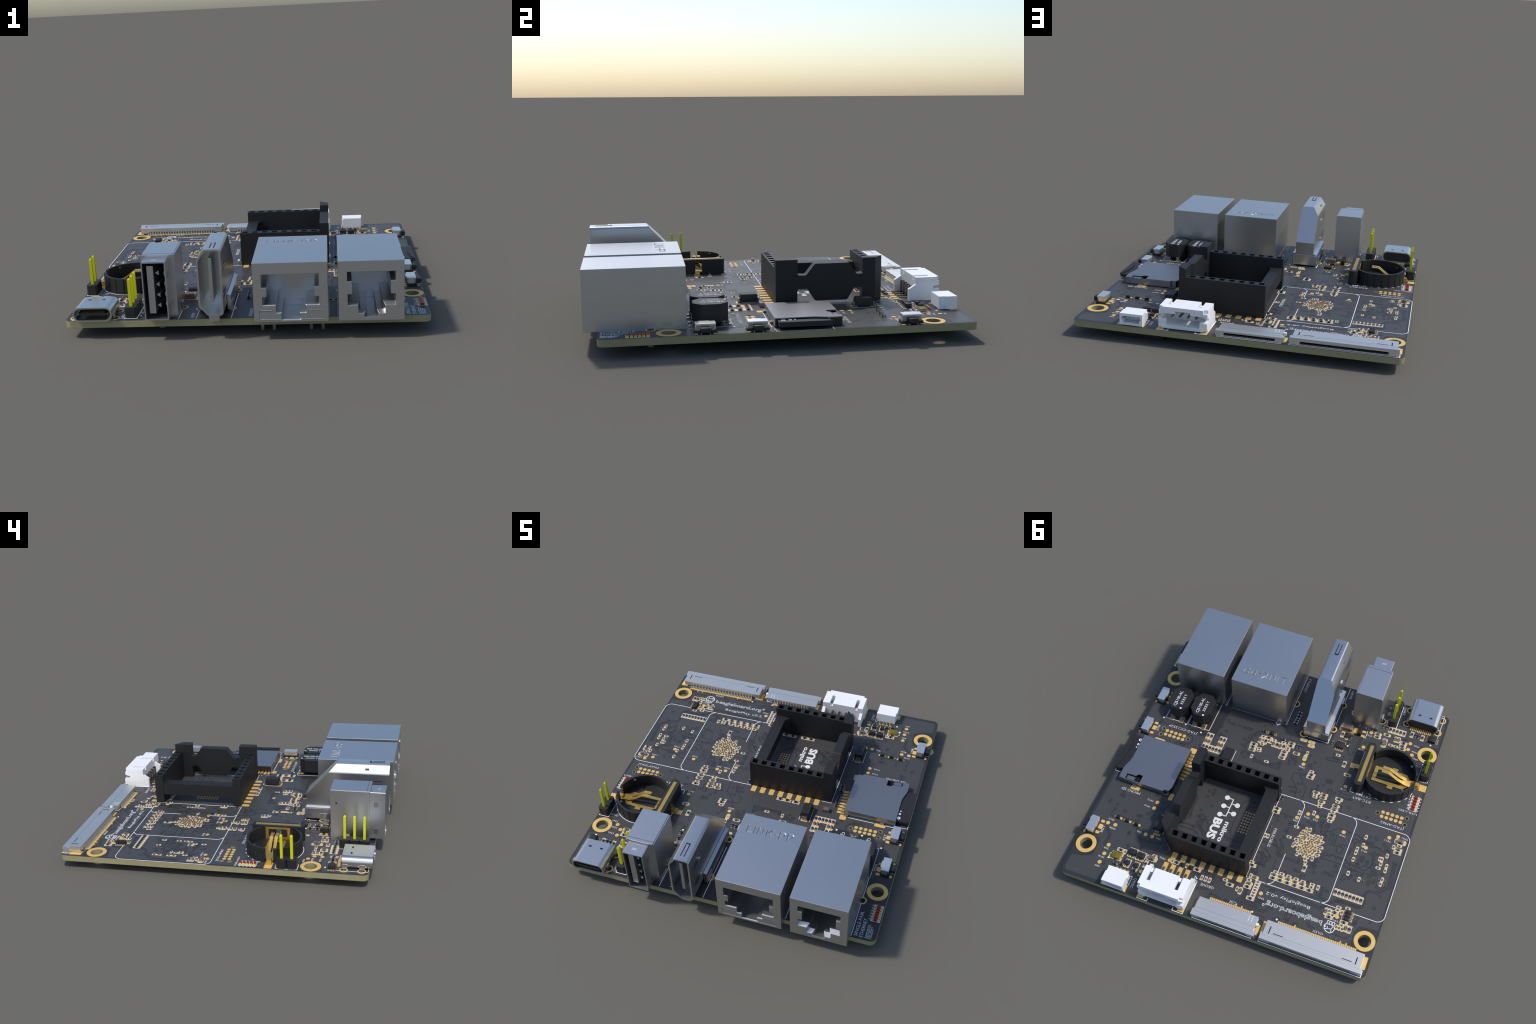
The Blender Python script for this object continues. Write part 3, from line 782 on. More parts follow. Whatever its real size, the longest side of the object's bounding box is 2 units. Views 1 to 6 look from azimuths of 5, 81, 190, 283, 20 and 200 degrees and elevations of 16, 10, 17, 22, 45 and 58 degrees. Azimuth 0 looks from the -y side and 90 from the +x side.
# ------------------------------------------------------------------ choke coils with printed caps
for cx in (0.7515, 0.592):
    b = Build()
    oct_ = [(cx - 0.072, -0.412), (cx - 0.034, -0.455), (cx + 0.034, -0.455), (cx + 0.072, -0.412), (cx + 0.072, -0.317), (cx + 0.034, -0.274), (cx - 0.034, -0.274), (cx - 0.072, -0.317)]
    b.prism(oct_, 0.124, 0.215, BLACK)
    b.prism([((x - cx) * 0.985 + cx, (y + 0.365) * 0.985 - 0.365) for x, y in oct_], 0.215, 0.2165, BLACK)
    b.box(cx - 0.05, cx + 0.05, -0.42, -0.31, TOP + 0.004, 0.124, DARK)
    ob = put("choke_coil", b)
    t = Build()
    t.text("CJ5100-AL", cx + 0.008, -0.292, 0.125, 0.020, SILK, -R90, 0.2165, 0.2172)
    t.text("XXXX Y", cx - 0.029, -0.315, 0.086, 0.019, SILK, -R90, 0.2165, 0.2172)
    t.cyl(cx - 0.029, -0.286, 0.0065, 0.2165, 0.2175, SILK, 14)
    put("printed_marking", t, ob)
    t = Build()
    for dx in (-0.0315, 0.0335):
        for s, yy in ((1, -0.275), (-1, -0.455)):
            t.box(cx + dx - 0.011, cx + dx + 0.011, yy - (0.020 if s < 0 else 0.008), yy + (0.020 if s > 0 else 0.008), TOP + 0.001, TOP + 0.006, TERM)
            t.box(cx + dx - 0.011, cx + dx + 0.011, yy - 0.004, yy + 0.004, TOP + 0.001, 0.126, TERM)
            t.box(cx + dx - 0.016, cx + dx + 0.016, yy - 0.024, yy + 0.024, TOP, TOP + 0.0014, GOLD)
    put("coil_terminal", t, ob)

# ------------------------------------------------------------------ side push buttons
for yc in (0.655, -0.140, -0.402):
    b = Build()
    x0, x1, h = 0.880, 0.930, 0.0515
    b.box(x0, x1, yc - h, yc + h, 0.136, 0.1475, BTN, 0.003)
    b.box(x0 + 0.004, x1 - 0.010, yc - h + 0.0005, yc + h - 0.0005, 0.110, 0.138, BTN, 0.002)
    b.box(x0 - 0.006, x0 + 0.004, yc - 0.030, yc + 0.020, 0.136, 0.1470, BTN)
    b.box(x1 - 0.012, x1, yc - 0.045, yc - 0.030, TOP + 0.004, 0.138, TERM)
    b.box(x1 - 0.012, x1, yc + 0.030, yc + 0.045, TOP + 0.004, 0.138, TERM)
    b.box(x0 - 0.002, x1 + 0.003, yc - h - 0.006, yc + h + 0.006, TOP + 0.001, 0.112, BLACK)
    ob = put("side_button", b)
    put("button_plunger", Build().box(0.915, 0.9615, yc - 0.0235, yc + 0.0235, 0.106, 0.131, BLACK, 0.002), ob)
    p = Build()
    for x, y, w, d in ((0.870, yc - 0.050, 0.016, 0.009), (0.868, yc - 0.012, 0.017, 0.016), (0.870, yc + 0.030, 0.016, 0.009), (0.944, yc + 0.048, 0.008, 0.011), (0.944, yc - 0.048, 0.008, 0.011)):
        p.prism(rrect(x - w, x + w, y - d, y + d, 0.005, 3), TOP, TOP + 0.0014, GOLD)
    p.ring(0.914, yc + 0.047, 0.0135, 0.011, TOP, TOP + 0.001, FR4, 16)
    p.cyl(0.914, yc + 0.047, 0.011, TOP - 0.001, TOP + 0.0006, DARK, 16)
    put("solder_pad", p, BOARD)

# ------------------------------------------------------------------ flat cable connectors
def cable(x0, x1, ztop, npin, xp0, notch):
    b = Build()
    zb = TOP + 0.002
    # rear lip with the cable mouth (seen from the +y side)
    m0, m1 = x0 + notch, x1 - notch
    b.fill([[(x0, zb), (x1, zb), (x1, ztop - 0.005), (x0, ztop - 0.005)], [(m0, zb + 0.006), (m1, zb + 0.006), (m1, zb + 0.022), (m0, zb + 0.022)]], 0.945, 0.988, PALE, 'y')
    b.box(m0, m1, 0.940, 0.946, zb + 0.003, zb + 0.026, DARK)
    b.box(x0 + 0.014, x1 - 0.014, 0.874, 0.945, zb + 0.004, ztop - 0.004, PALE)
    b.box(x0 + 0.012, x1 - 0.012, 0.868, 0.962, ztop - 0.004, ztop, PALE, 0.0012)
    b.box(x0, x1, 0.955, 0.988, ztop - 0.0055, ztop - 0.0015, PALE, 0.0012)
    b.box(xp0 - 0.006, xp0 + 0.01206 * npin - 0.006, 0.8722, 0.8745, zb + 0.001, zb + 0.014, DARK)
    for i in range(npin):
        x = xp0 + i * 0.01206
        b.box(x - 0.0022, x + 0.0022, 0.958, 0.9875, zb + 0.007, zb + 0.012, PINM)
    return b
b = cable(-0.9345, -0.3195, 0.143, 40, -0.8615, 0.060)
for x in (-0.42, -0.835):
    b.box(x - 0.030, x + 0.030, 0.935, 0.939, 0.1425, 0.1434, DARK)
for x in (-0.365, -0.888):
    b.box(x - 0.003, x + 0.003, 0.900, 0.945, 0.1425, 0.1434, DARK)
b.box(-0.90, -0.35, 0.9450, 0.9458, 0.1425, 0.1434, PINM)
put("ribbon_connector", b)
b = cable(-0.288, 0.108, 0.134, 22, -0.2145, 0.050)
b.box(-0.28, 0.09, 0.9350, 0.9358, 0.1335, 0.1344, PINM)
for x in (-0.245, -0.225):
    b.box(x - 0.0012, x + 0.0012, 0.872, 0.915, 0.1335, 0.1344, WHITE)
b.box(-0.292, -0.276, 0.905, 0.922, 0.118, 0.136, WHITE, 0.002)
put("ribbon_connector", b)
g = Build()
for n_, xp in ((40, -0.8615), (22, -0.2145)):
    for i in range(n_):
        x = xp + i * 0.01206
        g.box(x - 0.0050, x + 0.0050, 0.838, 0.870, TOP, TOP + 0.0014, GOLD)
        if i in (5, 8, 31):
            g.box(x - 0.0042, x + 0.0042, 0.826, 0.838, TOP, TOP + 0.0014, GOLD)
        g.box(x - 0.0026, x + 0.0026, 0.850, 0.876, TOP + 0.0012, TOP + 0.006, PALE)
        g.box(x - 0.0026, x + 0.0026, 0.866, 0.8735, TOP + 0.006, 0.125, PALE)
for x0, x1, y0, y1 in ((-0.947, -0.900, 0.866, 0.944), (-0.365, -0.308, 0.866, 0.944), (-0.300, -0.262, 0.900, 0.966), (0.086, 0.110, 0.880, 0.935)):
    g.box(x0, x1, y0, y1, TOP, TOP + 0.0014, GOLD)
go = put("connector_contacts", g, BOARD)
go["kind"] = "stuff"

# ------------------------------------------------------------------ white four-way socket
b = Build()
X0, X1 = 0.159, 0.447
plate = [(X0, 0.831), (0.208, 0.831), (0.208, 0.918), (0.232, 0.918), (0.232, 0.831), (0.386, 0.831), (0.386, 0.918), (0.410, 0.918), (0.410, 0.831), (X1, 0.831), (X1, 0.955), (0.428, 0.955), (0.428, 0.970), (0.183, 0.970), (0.183, 0.955), (X0, 0.955)]
b.fill([plate], 0.2085, 0.231, WHITE)
for xa, xb in ((X0, 0.181), (0.428, X1)):
    b.prism([(0.790, TOP + 0.001), (0.790, 0.164), (0.831, 0.190), (0.831, 0.2090), (0.955, 0.2090), (0.968, 0.2090), (0.968, 0.186), (0.933, 0.178), (0.933, 0.163), (0.968, 0.160), (0.975, 0.155),
             (0.975, TOP + 0.014), (0.955, TOP + 0.014), (0.955, TOP + 0.001)], xa, xb, WHITE, 'x')
b.box(0.180, 0.429, 0.831, 0.855, TOP + 0.003, 0.2090, WHITE)
b.box(0.180, 0.429, 0.855, 0.970, TOP + 0.003, 0.121, WHITE)
b.box(0.180, 0.262, 0.940, 0.970, 0.193, 0.2090, WHITE)
b.box(0.350, 0.429, 0.940, 0.970, 0.193, 0.2090, WHITE)
for xa, xb in ((0.181, 0.203), (0.405, 0.428)):
    b.box(xa, xb, 0.948, 0.976, TOP + 0.010, 0.158, WHITE)
sock = put("cable_socket", b)
p = Build()
for x in (0.234, 0.282, 0.330, 0.378):
    p.box(x - 0.006, x + 0.006, 0.812, 0.945, 0.163, 0.173, PINM, 0.001)
    p.box(x - 0.006, x + 0.006, 0.808, 0.820, TOP + 0.004, 0.173, PINM, 0.001)
    p.box(x - 0.006, x + 0.006, 0.757, 0.820, TOP + 0.003, TOP + 0.012, PINM, 0.001)
put("socket_pin", p, sock)
p = Build()
for x in (0.234, 0.282, 0.330, 0.378):
    p.box(x - 0.0145, x + 0.0145, 0.722, 0.792, TOP, TOP + 0.0014, GOLD)
for xa, xb in ((0.157, 0.196), (0.416, 0.455)):
    p.box(xa, xb, 0.880, 0.988, TOP, TOP + 0.0012, GOLD)
for xa, xb in ((0.535, 0.555), (0.662, 0.690)):
    p.prism(rrect(xa - 0.004, xb + 0.004, 0.945, 0.990, 0.004, 3), TOP, TOP + 0.0012, GOLD)
for i in range(4):
    x = 0.572 + i * 0.0241
    p.box(x - 0.007, x + 0.007, 0.855, 0.892, TOP, TOP + 0.0014, GOLD)
    p.box(x - 0.004, x + 0.004, 0.862, 0.892, TOP + 0.001, TOP + 0.008, PINM)
put("solder_pad", p, BOARD)

# ------------------------------------------------------------------ small white socket
b = Build()
X0, X1 = 0.540, 0.676
b.fill([[(X0, TOP + 0.002), (X1, TOP + 0.002), (X1, 0.170), (X0, 0.170)], [(X0 + 0.018, TOP + 0.014), (X1 - 0.018, TOP + 0.014), (X1 - 0.018, 0.128), (X1 - 0.010, 0.132), (X1 - 0.010, 0.146), (X1 - 0.018, 0.154), (X0 + 0.018, 0.154), (X0 + 0.010, 0.146), (X0 + 0.010, 0.132), (X0 + 0.018, 0.128)]], 0.925, 0.990, WHITE, 'y')
b.box(X0 + 0.005, X1 - 0.005, 0.888, 0.925, TOP + 0.002, 0.170, WHITE)
b.box(X0 - 0.003, X0 + 0.008, 0.900, 0.925, TOP + 0.02, 0.160, WHITE)
b.box(X1 - 0.008, X1 + 0.001, 0.900, 0.925, TOP + 0.02, 0.150, WHITE)
ob = put("cable_socket", b)
p = Build()
for i in range(4):
    x = 0.572 + i * 0.0241
    p.box(x - 0.004, x + 0.004, 0.92, 0.975, 0.143, 0.150, PINM)
put("socket_pin", p, ob)

# ------------------------------------------------------------------ moulded diodes
def moulded(cx, cy):
    b = Build()
    w, l = 0.0285, 0.050
    v = []
    for z, s in ((TOP + 0.008, 1.0), (0.125, 1.02), (0.150, 0.90)):
        v += [(cx - w * s, cy - l * s, z), (cx + w * s, cy - l * s, z), (cx + w * s, cy + l * s, z), (cx - w * s, cy + l * s, z)]
    f = [(3, 2, 1, 0), (8, 9, 10, 11)]
    for r in (0, 4):
        for i in range(4):
            j = (i + 1) % 4
            f.append((r + i, r + j, r + j + 4, r + i + 4))
    b.add(v, f, BLACK)
    for s in (-1, 1):
        b.box(cx - 0.017, cx + 0.017, cy + s * l * 0.98, cy + s * (l + 0.010), TOP + 0.002, 0.126, TERM)
        b.box(cx - 0.017, cx + 0.017, cy + s * (l - 0.012), cy + s * (l + 0.010), TOP + 0.0015, TOP + 0.006, TERM)
        b.prism(rrect(cx - 0.022, cx + 0.022, cy + s * (l + 0.004) - 0.016, cy + s * (l + 0.004) + 0.016, 0.005, 3), TOP, TOP + 0.0014, GOLD)
    b.line([(cx - 0.034, cy - 0.066), (cx - 0.034, cy + 0.05)], 0.003, SILK)
    b.line([(cx + 0.034, cy - 0.066), (cx + 0.034, cy + 0.05)], 0.003, SILK)
    put("moulded_diode", b)
moulded(0.516, 0.508)
moulded(0.321, -0.108)

# ------------------------------------------------------------------ chip parts: shared meshes
def chip_mesh(name, L, Wd, H, padl, padw, out, body, outline, rounded=False, term=0.25, padgap=None):
    """two-terminal part lying along x: pads, end caps, body, printed outline"""
    b = Build()
    hw = padw / 2
    x_in = L / 2 - term * L * 0.9
    for s in (-1, 1):
        xa, xb = s * x_in, s * padl / 2
        pts = rrect(min(xa, xb), max(xa, xb), -hw, hw, min(0.003, hw * 0.5), 2)
        b.prism(pts, TOP, TOP + 0.0014, GOLD)
        b.box(s * (L / 2 - term * L), s * L / 2, -Wd / 2, Wd / 2, TOP + 0.0014, TOP + H, TERM)
    b.box(-L / 2 + term * L, L / 2 - term * L, -Wd / 2 * 0.98, Wd / 2 * 0.98, TOP + 0.0014, TOP + H * 1.03, body)
    if outline:
        ox, oy = out
        r = oy * 0.8 if rounded else 0.001
        b.line(rrect(-ox, ox, -oy, oy, min(r, 0.010), 3), 0.0024, SILKW if rounded else SILK, closed=True)
    return b.mesh(name)
CH = {
 'r': chip_mesh("chip_resistor", 0.0225, 0.0118, 0.009, 0.0420, 0.0178, (0.0232, 0.0106), CHIP, True),
 'c': chip_mesh("chip_capacitor", 0.0225, 0.0122, 0.012, 0.0425, 0.0178, (0.0232, 0.0106), CAPB, True, True),
 's': chip_mesh("small_chip_capacitor", 0.0118, 0.0062, 0.0068, 0.0272, 0.0124, (0.0152, 0.0078), CAPB, True, True, 0.22),
 'o': chip_mesh("small_chip_resistor", 0.0130, 0.0072, 0.0060, 0.0275, 0.0120, (0.0158, 0.0078), RESO, True),
 'q': chip_mesh("array_chip_resistor", 0.0130, 0.0072, 0.0060, 0.0275, 0.0120, (0, 0), RESO, False),
 'k': chip_mesh("bare_chip_resistor", 0.0245, 0.0125, 0.012, 0.0300, 0.0130, (0, 0), CHIP, False),
 'C': chip_mesh("large_chip_capacitor", 0.0385, 0.0200, 0.019, 0.0660, 0.0270, (0.0355, 0.0165), CAPB, True, True),
 'd': chip_mesh("small_diode", 0.0300, 0.0170, 0.015, 0.0520, 0.0150, (0, 0), CHIP, False, term=0.06),
 't': chip_mesh("tiny_chip_resistor", 0.0120, 0.0060, 0.005, 0.0120, 0.0060, (0, 0), RESO, False),
 'p': chip_mesh("solder_jumper", 0.0040, 0.0080, 0.0020, 0.0420, 0.0180, (0.0230, 0.0110), GOLD, True, True),
}
NAMES = {'r': "chip_resistor", 'q': "array_chip_resistor", 'c': "chip_capacitor", 's': "small_chip_capacitor", 'o': "small_chip_resistor", 'k': "bare_chip_resistor",
         'C': "large_chip_capacitor", 'd': "small_diode", 't': "tiny_chip_resistor", 'p': "solder_jumper"}
COUNT = [0]
def place(kind, turn, pts):
    for x, y in pts:
        COUNT[0] += 1
        put(NAMES[kind], CH[kind], None, (x, y, 1.2e-6 * COUNT[0]), {'h': 0.0, 'v': R90}.get(turn, 0.0) + rnd.choice((0, PI)))

# resistors lying along x
place('r', 'h', [(0.674, 0.745), (0.321, 0.703), (0.187, 0.703), (-0.034, 0.724), (-0.136, 0.699), (-0.180, 0.763), (-0.117, 0.136), (-0.117, 0.160), (-0.454, 0.061), (-0.112, 0.557)])
place('r', 'h', [(-0.259 - 0.0463 * i, 0.592) for i in range(6)])
place('r', 'h', [(-0.912, 0.167), (-0.678, 0.672), (-0.654, 0.710), (-0.747, 0.712), (0.122, -0.344), (-0.035, -0.336), (-0.013, -0.253), (0.197, -0.265), (0.196, -0.243), (-0.236, -0.175), (-0.234, -0.153)])
place('r', 'h', [(-0.725, -0.620), (-0.460, -0.065), (-0.028, 0.563), (0.021, 0.563), (0.105, 0.566), (0.151, 0.566), (0.121, -0.036), (0.168, -0.036), (0.226, -0.036)])
# resistors lying along y
place('r', 'v', [(-0.641 - 0.0227 * i, 0.546) for i in range(8)])
place('r', 'v', [(0.494, 0.780), (-0.415, 0.465), (-0.792, 0.743), (0.505, -0.221), (0.481, -0.221), (0.413, -0.221), (0.390, -0.221)])
place('r', 'v', [(0.502 - 0.0226 * i, -0.132) for i in range(6)])
place('r', 'v', [(0.132, -0.313), (0.052, -0.312), (0.006, -0.315), (-0.326, -0.546), (-0.758, -0.706), (-0.830, -0.704), (-0.409, -0.327)])
place('r', 'v', [(-0.613 - 0.0235 * i, -0.694) for i in range(5)])
# capacitors
place('c', 'h', [(-0.157, 0.627), (-0.138, 0.676), (-0.454, 0.085), (-0.259, 0.569), (-0.301, 0.569), (-0.348, 0.568), (-0.394, 0.570), (-0.438, 0.568), (-0.913, 0.144), (-0.035, -0.358), (-0.013, -0.277), (-0.012, -0.229)])
place('c', 'h', [(0.193, -0.220), (-0.090, -0.294), (-0.309, -0.061), (-0.362, -0.063), (-0.362, -0.041), (-0.546, -0.630), (-0.548, -0.606), (-0.605, -0.645), (-0.724, -0.596), (-0.728, -0.574), (-0.454, -0.256), (-0.457, -0.011), (-0.456, 0.017), (-0.362, -0.009)])
place('c', 'v', [(-0.107, 0.739), (-0.627, 0.682), (-0.770, 0.742), (0.504, -0.177), (0.481, -0.177), (0.413, -0.177), (0.391, -0.177), (0.172, -0.310), (0.077, -0.312), (0.030, -0.311), (-0.667, -0.631), (-0.687, -0.632)])
place('C', 'h', [(0.475, 0.732), (-0.910, 0.090)])
place('C', 'v', [(-0.604, -0.577)])
# small capacitors
place('s', 'h', [(0.464, 0.710), (0.003, 0.704), (-0.131, 0.654), (-0.455, 0.106), (-0.102, 0.538), (-0.263, 0.549), (-0.302, 0.548), (-0.347, 0.549), (-0.393, 0.550), (-0.438, 0.551), (-0.496, 0.549), (-0.496, 0.567), (-0.832, 0.306), (-0.912, 0.117)])
place('s', 'h', [(-0.691, 0.632), (-0.691, 0.651), (-0.743, 0.620), (-0.671, 0.691), (-0.741, 0.733), (0.158, -0.343), (0.082, -0.342), (0.147, -0.283), (0.017, -0.345), (-0.025, -0.313), (-0.027, -0.297), (0.151, -0.246), (0.148, -0.228), (0.072, -0.166)])
place('s', 'h', [(-0.230, -0.198), (-0.308, -0.042), (-0.311, -0.028), (-0.350, -0.379), (-0.648, -0.577), (-0.683, -0.577), (-0.459, -0.043), (-0.454, 0.036), (-0.360, 0.010), (-0.361, 0.028)])
place('s', 'v', [(0.645, 0.748), (0.719, 0.795), (0.349, 0.703), (0.255, 0.701), (-0.085, 0.734), (-0.130, 0.626), (-0.113, 0.339), (-0.130, 0.339), (-0.702, 0.131), (-0.702, 0.190), (-0.675, 0.228), (-0.674, 0.255), (-0.674, 0.303), (-0.673, 0.403), (-0.746, 0.418), (-0.879, 0.372), (-0.877, 0.403)])
place('s', 'v', [(-0.877, 0.277), (-0.878, 0.308), (-0.840, 0.273), (-0.838, 0.243), (-0.824, 0.244), (-0.861, 0.209), (-0.880, 0.137), (-0.646, 0.673), (-0.717, 0.658), (-0.716, 0.754), (-0.733, 0.754), (-0.751, 0.754), (0.152, -0.316), (0.113, -0.321), (0.096, -0.320), (0.178, -0.172), (-0.156, -0.322)])
# small film resistors
place('o', 'h', [(-0.187, 0.649 + 0.0184 * i) for i in range(6)])
place('o', 'v', [(0.141, 0.741), (0.115, 0.741), (0.090, 0.741), (-0.258, 0.114), (-0.344, 0.085), (-0.534, 0.557)])
place('q', 'h', [(0.045 - 0.034 * j, 0.231 + 0.0203 * i) for i in range(8) for j in range(2)])
# dark bare parts
place('k', 'h', [(0.667, 0.841), (0.629, 0.831), (0.541, 0.841), (0.165, -0.382), (0.026, -0.366), (0.480, 0.190), (0.482, 0.168), (0.482, 0.148), (0.484, 0.084), (0.483, 0.065), (0.482, 0.046), (0.487, 0.028), (0.485, 0.008)])
place('k', 'v', [(-0.079, -0.348), (-0.100, -0.347), (-0.389, -0.546), (-0.391, -0.499), (-0.287, -0.453), (-0.568, -0.696), (-0.589, -0.698), (-0.784, -0.703), (-0.805, -0.704), (-0.127, 0.052)])
place('k', 'h', [(-0.006, -0.607), (-0.007, -0.582), (-0.007, -0.557), (-0.006, -0.537), (-0.004, -0.516)])
place('d', 'h', [(0.788, 0.547), (0.725, 0.550), (0.661, 0.552)])
place('t', 'v', [(-0.119, 0.409), (-0.118, 0.444), (-0.128, 0.268), (-0.858, 0.376), (-0.896, 0.374), (-0.860, 0.405), (-0.894, 0.402), (-0.689, 0.258), (-0.687, 0.300), (-0.761, 0.416), (-0.775, 0.419), (-0.699, 0.824), (-0.736, 0.826)])
place('p', 'h', [(-0.100, -0.412), (-0.155, -0.411), (-0.161, -0.383)])
place('p', 'v', [(-0.153, -0.282)])
# dense patch of decoupling capacitors behind the processor
GX, GY = -0.383, 0.312
for i in range(-5, 6):
    for j in range(-6, 7):
        x, y = GX + i * 0.0172 + rnd.uniform(-0.004, 0.004) + (0.0086 if j % 2 else 0), GY + j * 0.0152 + rnd.uniform(-0.003, 0.003)
        d = (abs((x - GX) / 0.086) ** 3 + abs((y - GY) / 0.090) ** 3) ** (1 / 3)
        if d > 1.0 or (d > 0.75 and rnd.random() < 0.40) or rnd.random() < 0.08:
            continue
        COUNT[0] += 1
        put(NAMES['s'], CH['s'], None, (x, y, 1.2e-6 * COUNT[0]), rnd.choice((0, R90, R90, R90, 0.78, -0.78)))
place('s', 'v', [(-0.408, 0.426), (-0.398, 0.405), (-0.338, 0.212), (-0.362, 0.207)])
place('s', 'h', [(-0.275, 0.216), (-0.256, 0.298), (-0.463, 0.300)])

# ------------------------------------------------------------------ small integrated circuits and leftovers
def ic(name, cx, cy, w, l, h, pins, along='x', pitch=0.016, outline=False):
    """black block with gold feet on two sides; w,l half sizes"""
    b = Build()
    b.box(cx - w, cx + w, cy - l, cy + l, TOP + 0.003, TOP + h, BLACK, 0.0015)
    for s in (-1, 1):
        for i in range(pins):
            o = (i - (pins - 1) / 2) * pitch
            if along == 'x':
                x, y = cx + s * (w + 0.006), cy + o
                b.box(x - 0.010, x + 0.010, y - pitch * 0.33, y + pitch * 0.33, TOP, TOP + 0.0014, GOLD)
                b.box(x - 0.007, x + 0.003, y - pitch * 0.18, y + pitch * 0.18, TOP + 0.001, TOP + 0.006, TERM)
            else:
                x, y = cx + o, cy + s * (l + 0.006)
                b.box(x - pitch * 0.33, x + pitch * 0.33, y - 0.010, y + 0.010, TOP, TOP + 0.0014, GOLD)
                b.box(x - pitch * 0.18, x + pitch * 0.18, y - 0.007, y + 0.003, TOP + 0.001, TOP + 0.006, TERM)
    if outline:
        b.line(rrect(cx - w - 0.004, cx + w + 0.004, cy - l - 0.014, cy + l + 0.014, 0.002, 2), 0.0026, SILK, closed=True)
    put(name, b)
ic("transistor_package", 0.597, 0.738, 0.022, 0.016, 0.026, 2, 'y', 0.024, True)
ic("transistor_package", 0.541, 0.742, 0.022, 0.016, 0.026, 2, 'y', 0.024, True)
ic("transistor_package", 0.598, 0.812, 0.013, 0.013, 0.018, 2, 'y', 0.016, True)
ic("transistor_package", 0.541, 0.812, 0.013, 0.013, 0.018, 2, 'y', 0.016, True)
for cx in (0.282, 0.226):
    b = Build()
    b.box(cx - 0.016, cx + 0.016, 0.698, 0.716, TOP + 0.002, TOP + 0.014, BLACK, 0.0015)
    for dx in (-0.010, 0.010):
        b.box(cx + dx - 0.003, cx + dx + 0.003, 0.688, 0.726, TOP + 0.0012, TOP + 0.005, TERM)
    put("transistor_package", b)
ic("transistor_package", 0.113, -0.384, 0.014, 0.012, 0.016, 2, 'x', 0.012)
ic("transistor_package", -0.359, -0.545, 0.013, 0.016, 0.016, 1, 'y', 0.03)
ic("regulator_chip", -0.340, -0.453, 0.026, 0.024, 0.020, 5, 'y', 0.0120)
ic("protection_chip", -0.895, -0.708, 0.024, 0.021, 0.022, 3, 'x', 0.0150)
for dy in (-0.022, 0.0, 0.022):
    ic("level_shifter_chip", -0.756, 0.666 + dy, 0.017, 0.0098, 0.018, 1, 'x', 0.026)
b = Build()
b.box(0.651, 0.711, 0.770, 0.812, TOP + 0.003, TOP + 0.012, TERM, 0.001)
b.box(0.652, 0.710, 0.771, 0.811, TOP + 0.012, TOP + 0.019, XTALM, 0.003)
for x, y in ((0.657, 0.776), (0.705, 0.776), (0.657, 0.806), (0.705, 0.806)):
    b.box(x - 0.014, x + 0.014, y - 0.012, y + 0.012, TOP, TOP + 0.0014, GOLD)
put("crystal_oscillator", b)
b = Build()
b.box(-0.374, -0.306, -0.617, -0.580, TOP + 0.002, 0.131, CAPB, 0.002)
b.box(-0.378, -0.366, -0.618, -0.579, TOP + 0.0015, 0.132, TERM, 0.002)
b.box(-0.314, -0.302, -0.618, -0.579, TOP + 0.0015, 0.132, TERM, 0.002)
b.box(-0.395, -0.290, -0.622, -0.575, TOP, TOP + 0.0014, GOLD)
put("large_chip_capacitor", b)
b = Build()
b.box(-0.442, -0.418, -0.626, -0.572, TOP + 0.003, 0.131, BLACK, 0.002)
b.box(-0.414, -0.386, -0.622, -0.580, TOP, TOP + 0.010, GOLD)
for y in (-0.615, -0.58):
    b.box(-0.468, -0.442, y - 0.008, y + 0.008, TOP, TOP + 0.0014, GOLD)
b.line([(-0.475, -0.63), (-0.475, -0.57), (-0.46, -0.57)], 0.003, SILK)
put("transistor_package", b)
b = Build()
b.box(0.412, 0.450, -0.062, -0.036, TOP + 0.002, 0.122, CAPB, 0.002)
b.box(0.408, 0.416, -0.063, -0.035, TOP + 0.001, 0.1225, TERM)
b.box(0.446, 0.454, -0.063, -0.035, TOP + 0.001, 0.1225, TERM)
put("large_chip_capacitor", b)

# ------------------------------------------------------------------ indicator lights in rows
led = Build()
led.box(-0.0105, 0.0105, -0.0072, 0.0072, TOP + 0.002, TOP + 0.014, LEDR, 0.001)
led.box(-0.0130, 0.0130, -0.0064, 0.0064, TOP + 0.0015, TOP + 0.009, LEDY)
for s in (-1, 1):
    led.box(s * 0.012, s * 0.0235, -0.0075, 0.0075, TOP, TOP + 0.0014, LEDP)
led.line([(-0.026, -0.0098), (0.026, -0.0098), (0.026, 0.0098), (-0.026, 0.0098)], 0.0026, SILK, closed=True)
ledm = led.mesh("indicator_light")
for i in range(5):
    put("indicator_light", ledm, None, (-0.916, -0.247 + 0.0222 * i, 0))
for i in range(6):
    put("indicator_light", ledm, None, (0.930, -0.685 - 0.0193 * i, 0))

# ------------------------------------------------------------------ parts under the board
b = Build()
b.box(0.430, 0.740, 0.700, 0.933, 0.004, BOT - 0.001, BLACK, 0.003)
for x in (0.46, 0.585, 0.71):
    b.box(x - 0.012, x + 0.012, 0.928, 0.9345, 0.022, 0.042, DARK)
put("underside_connector", b)

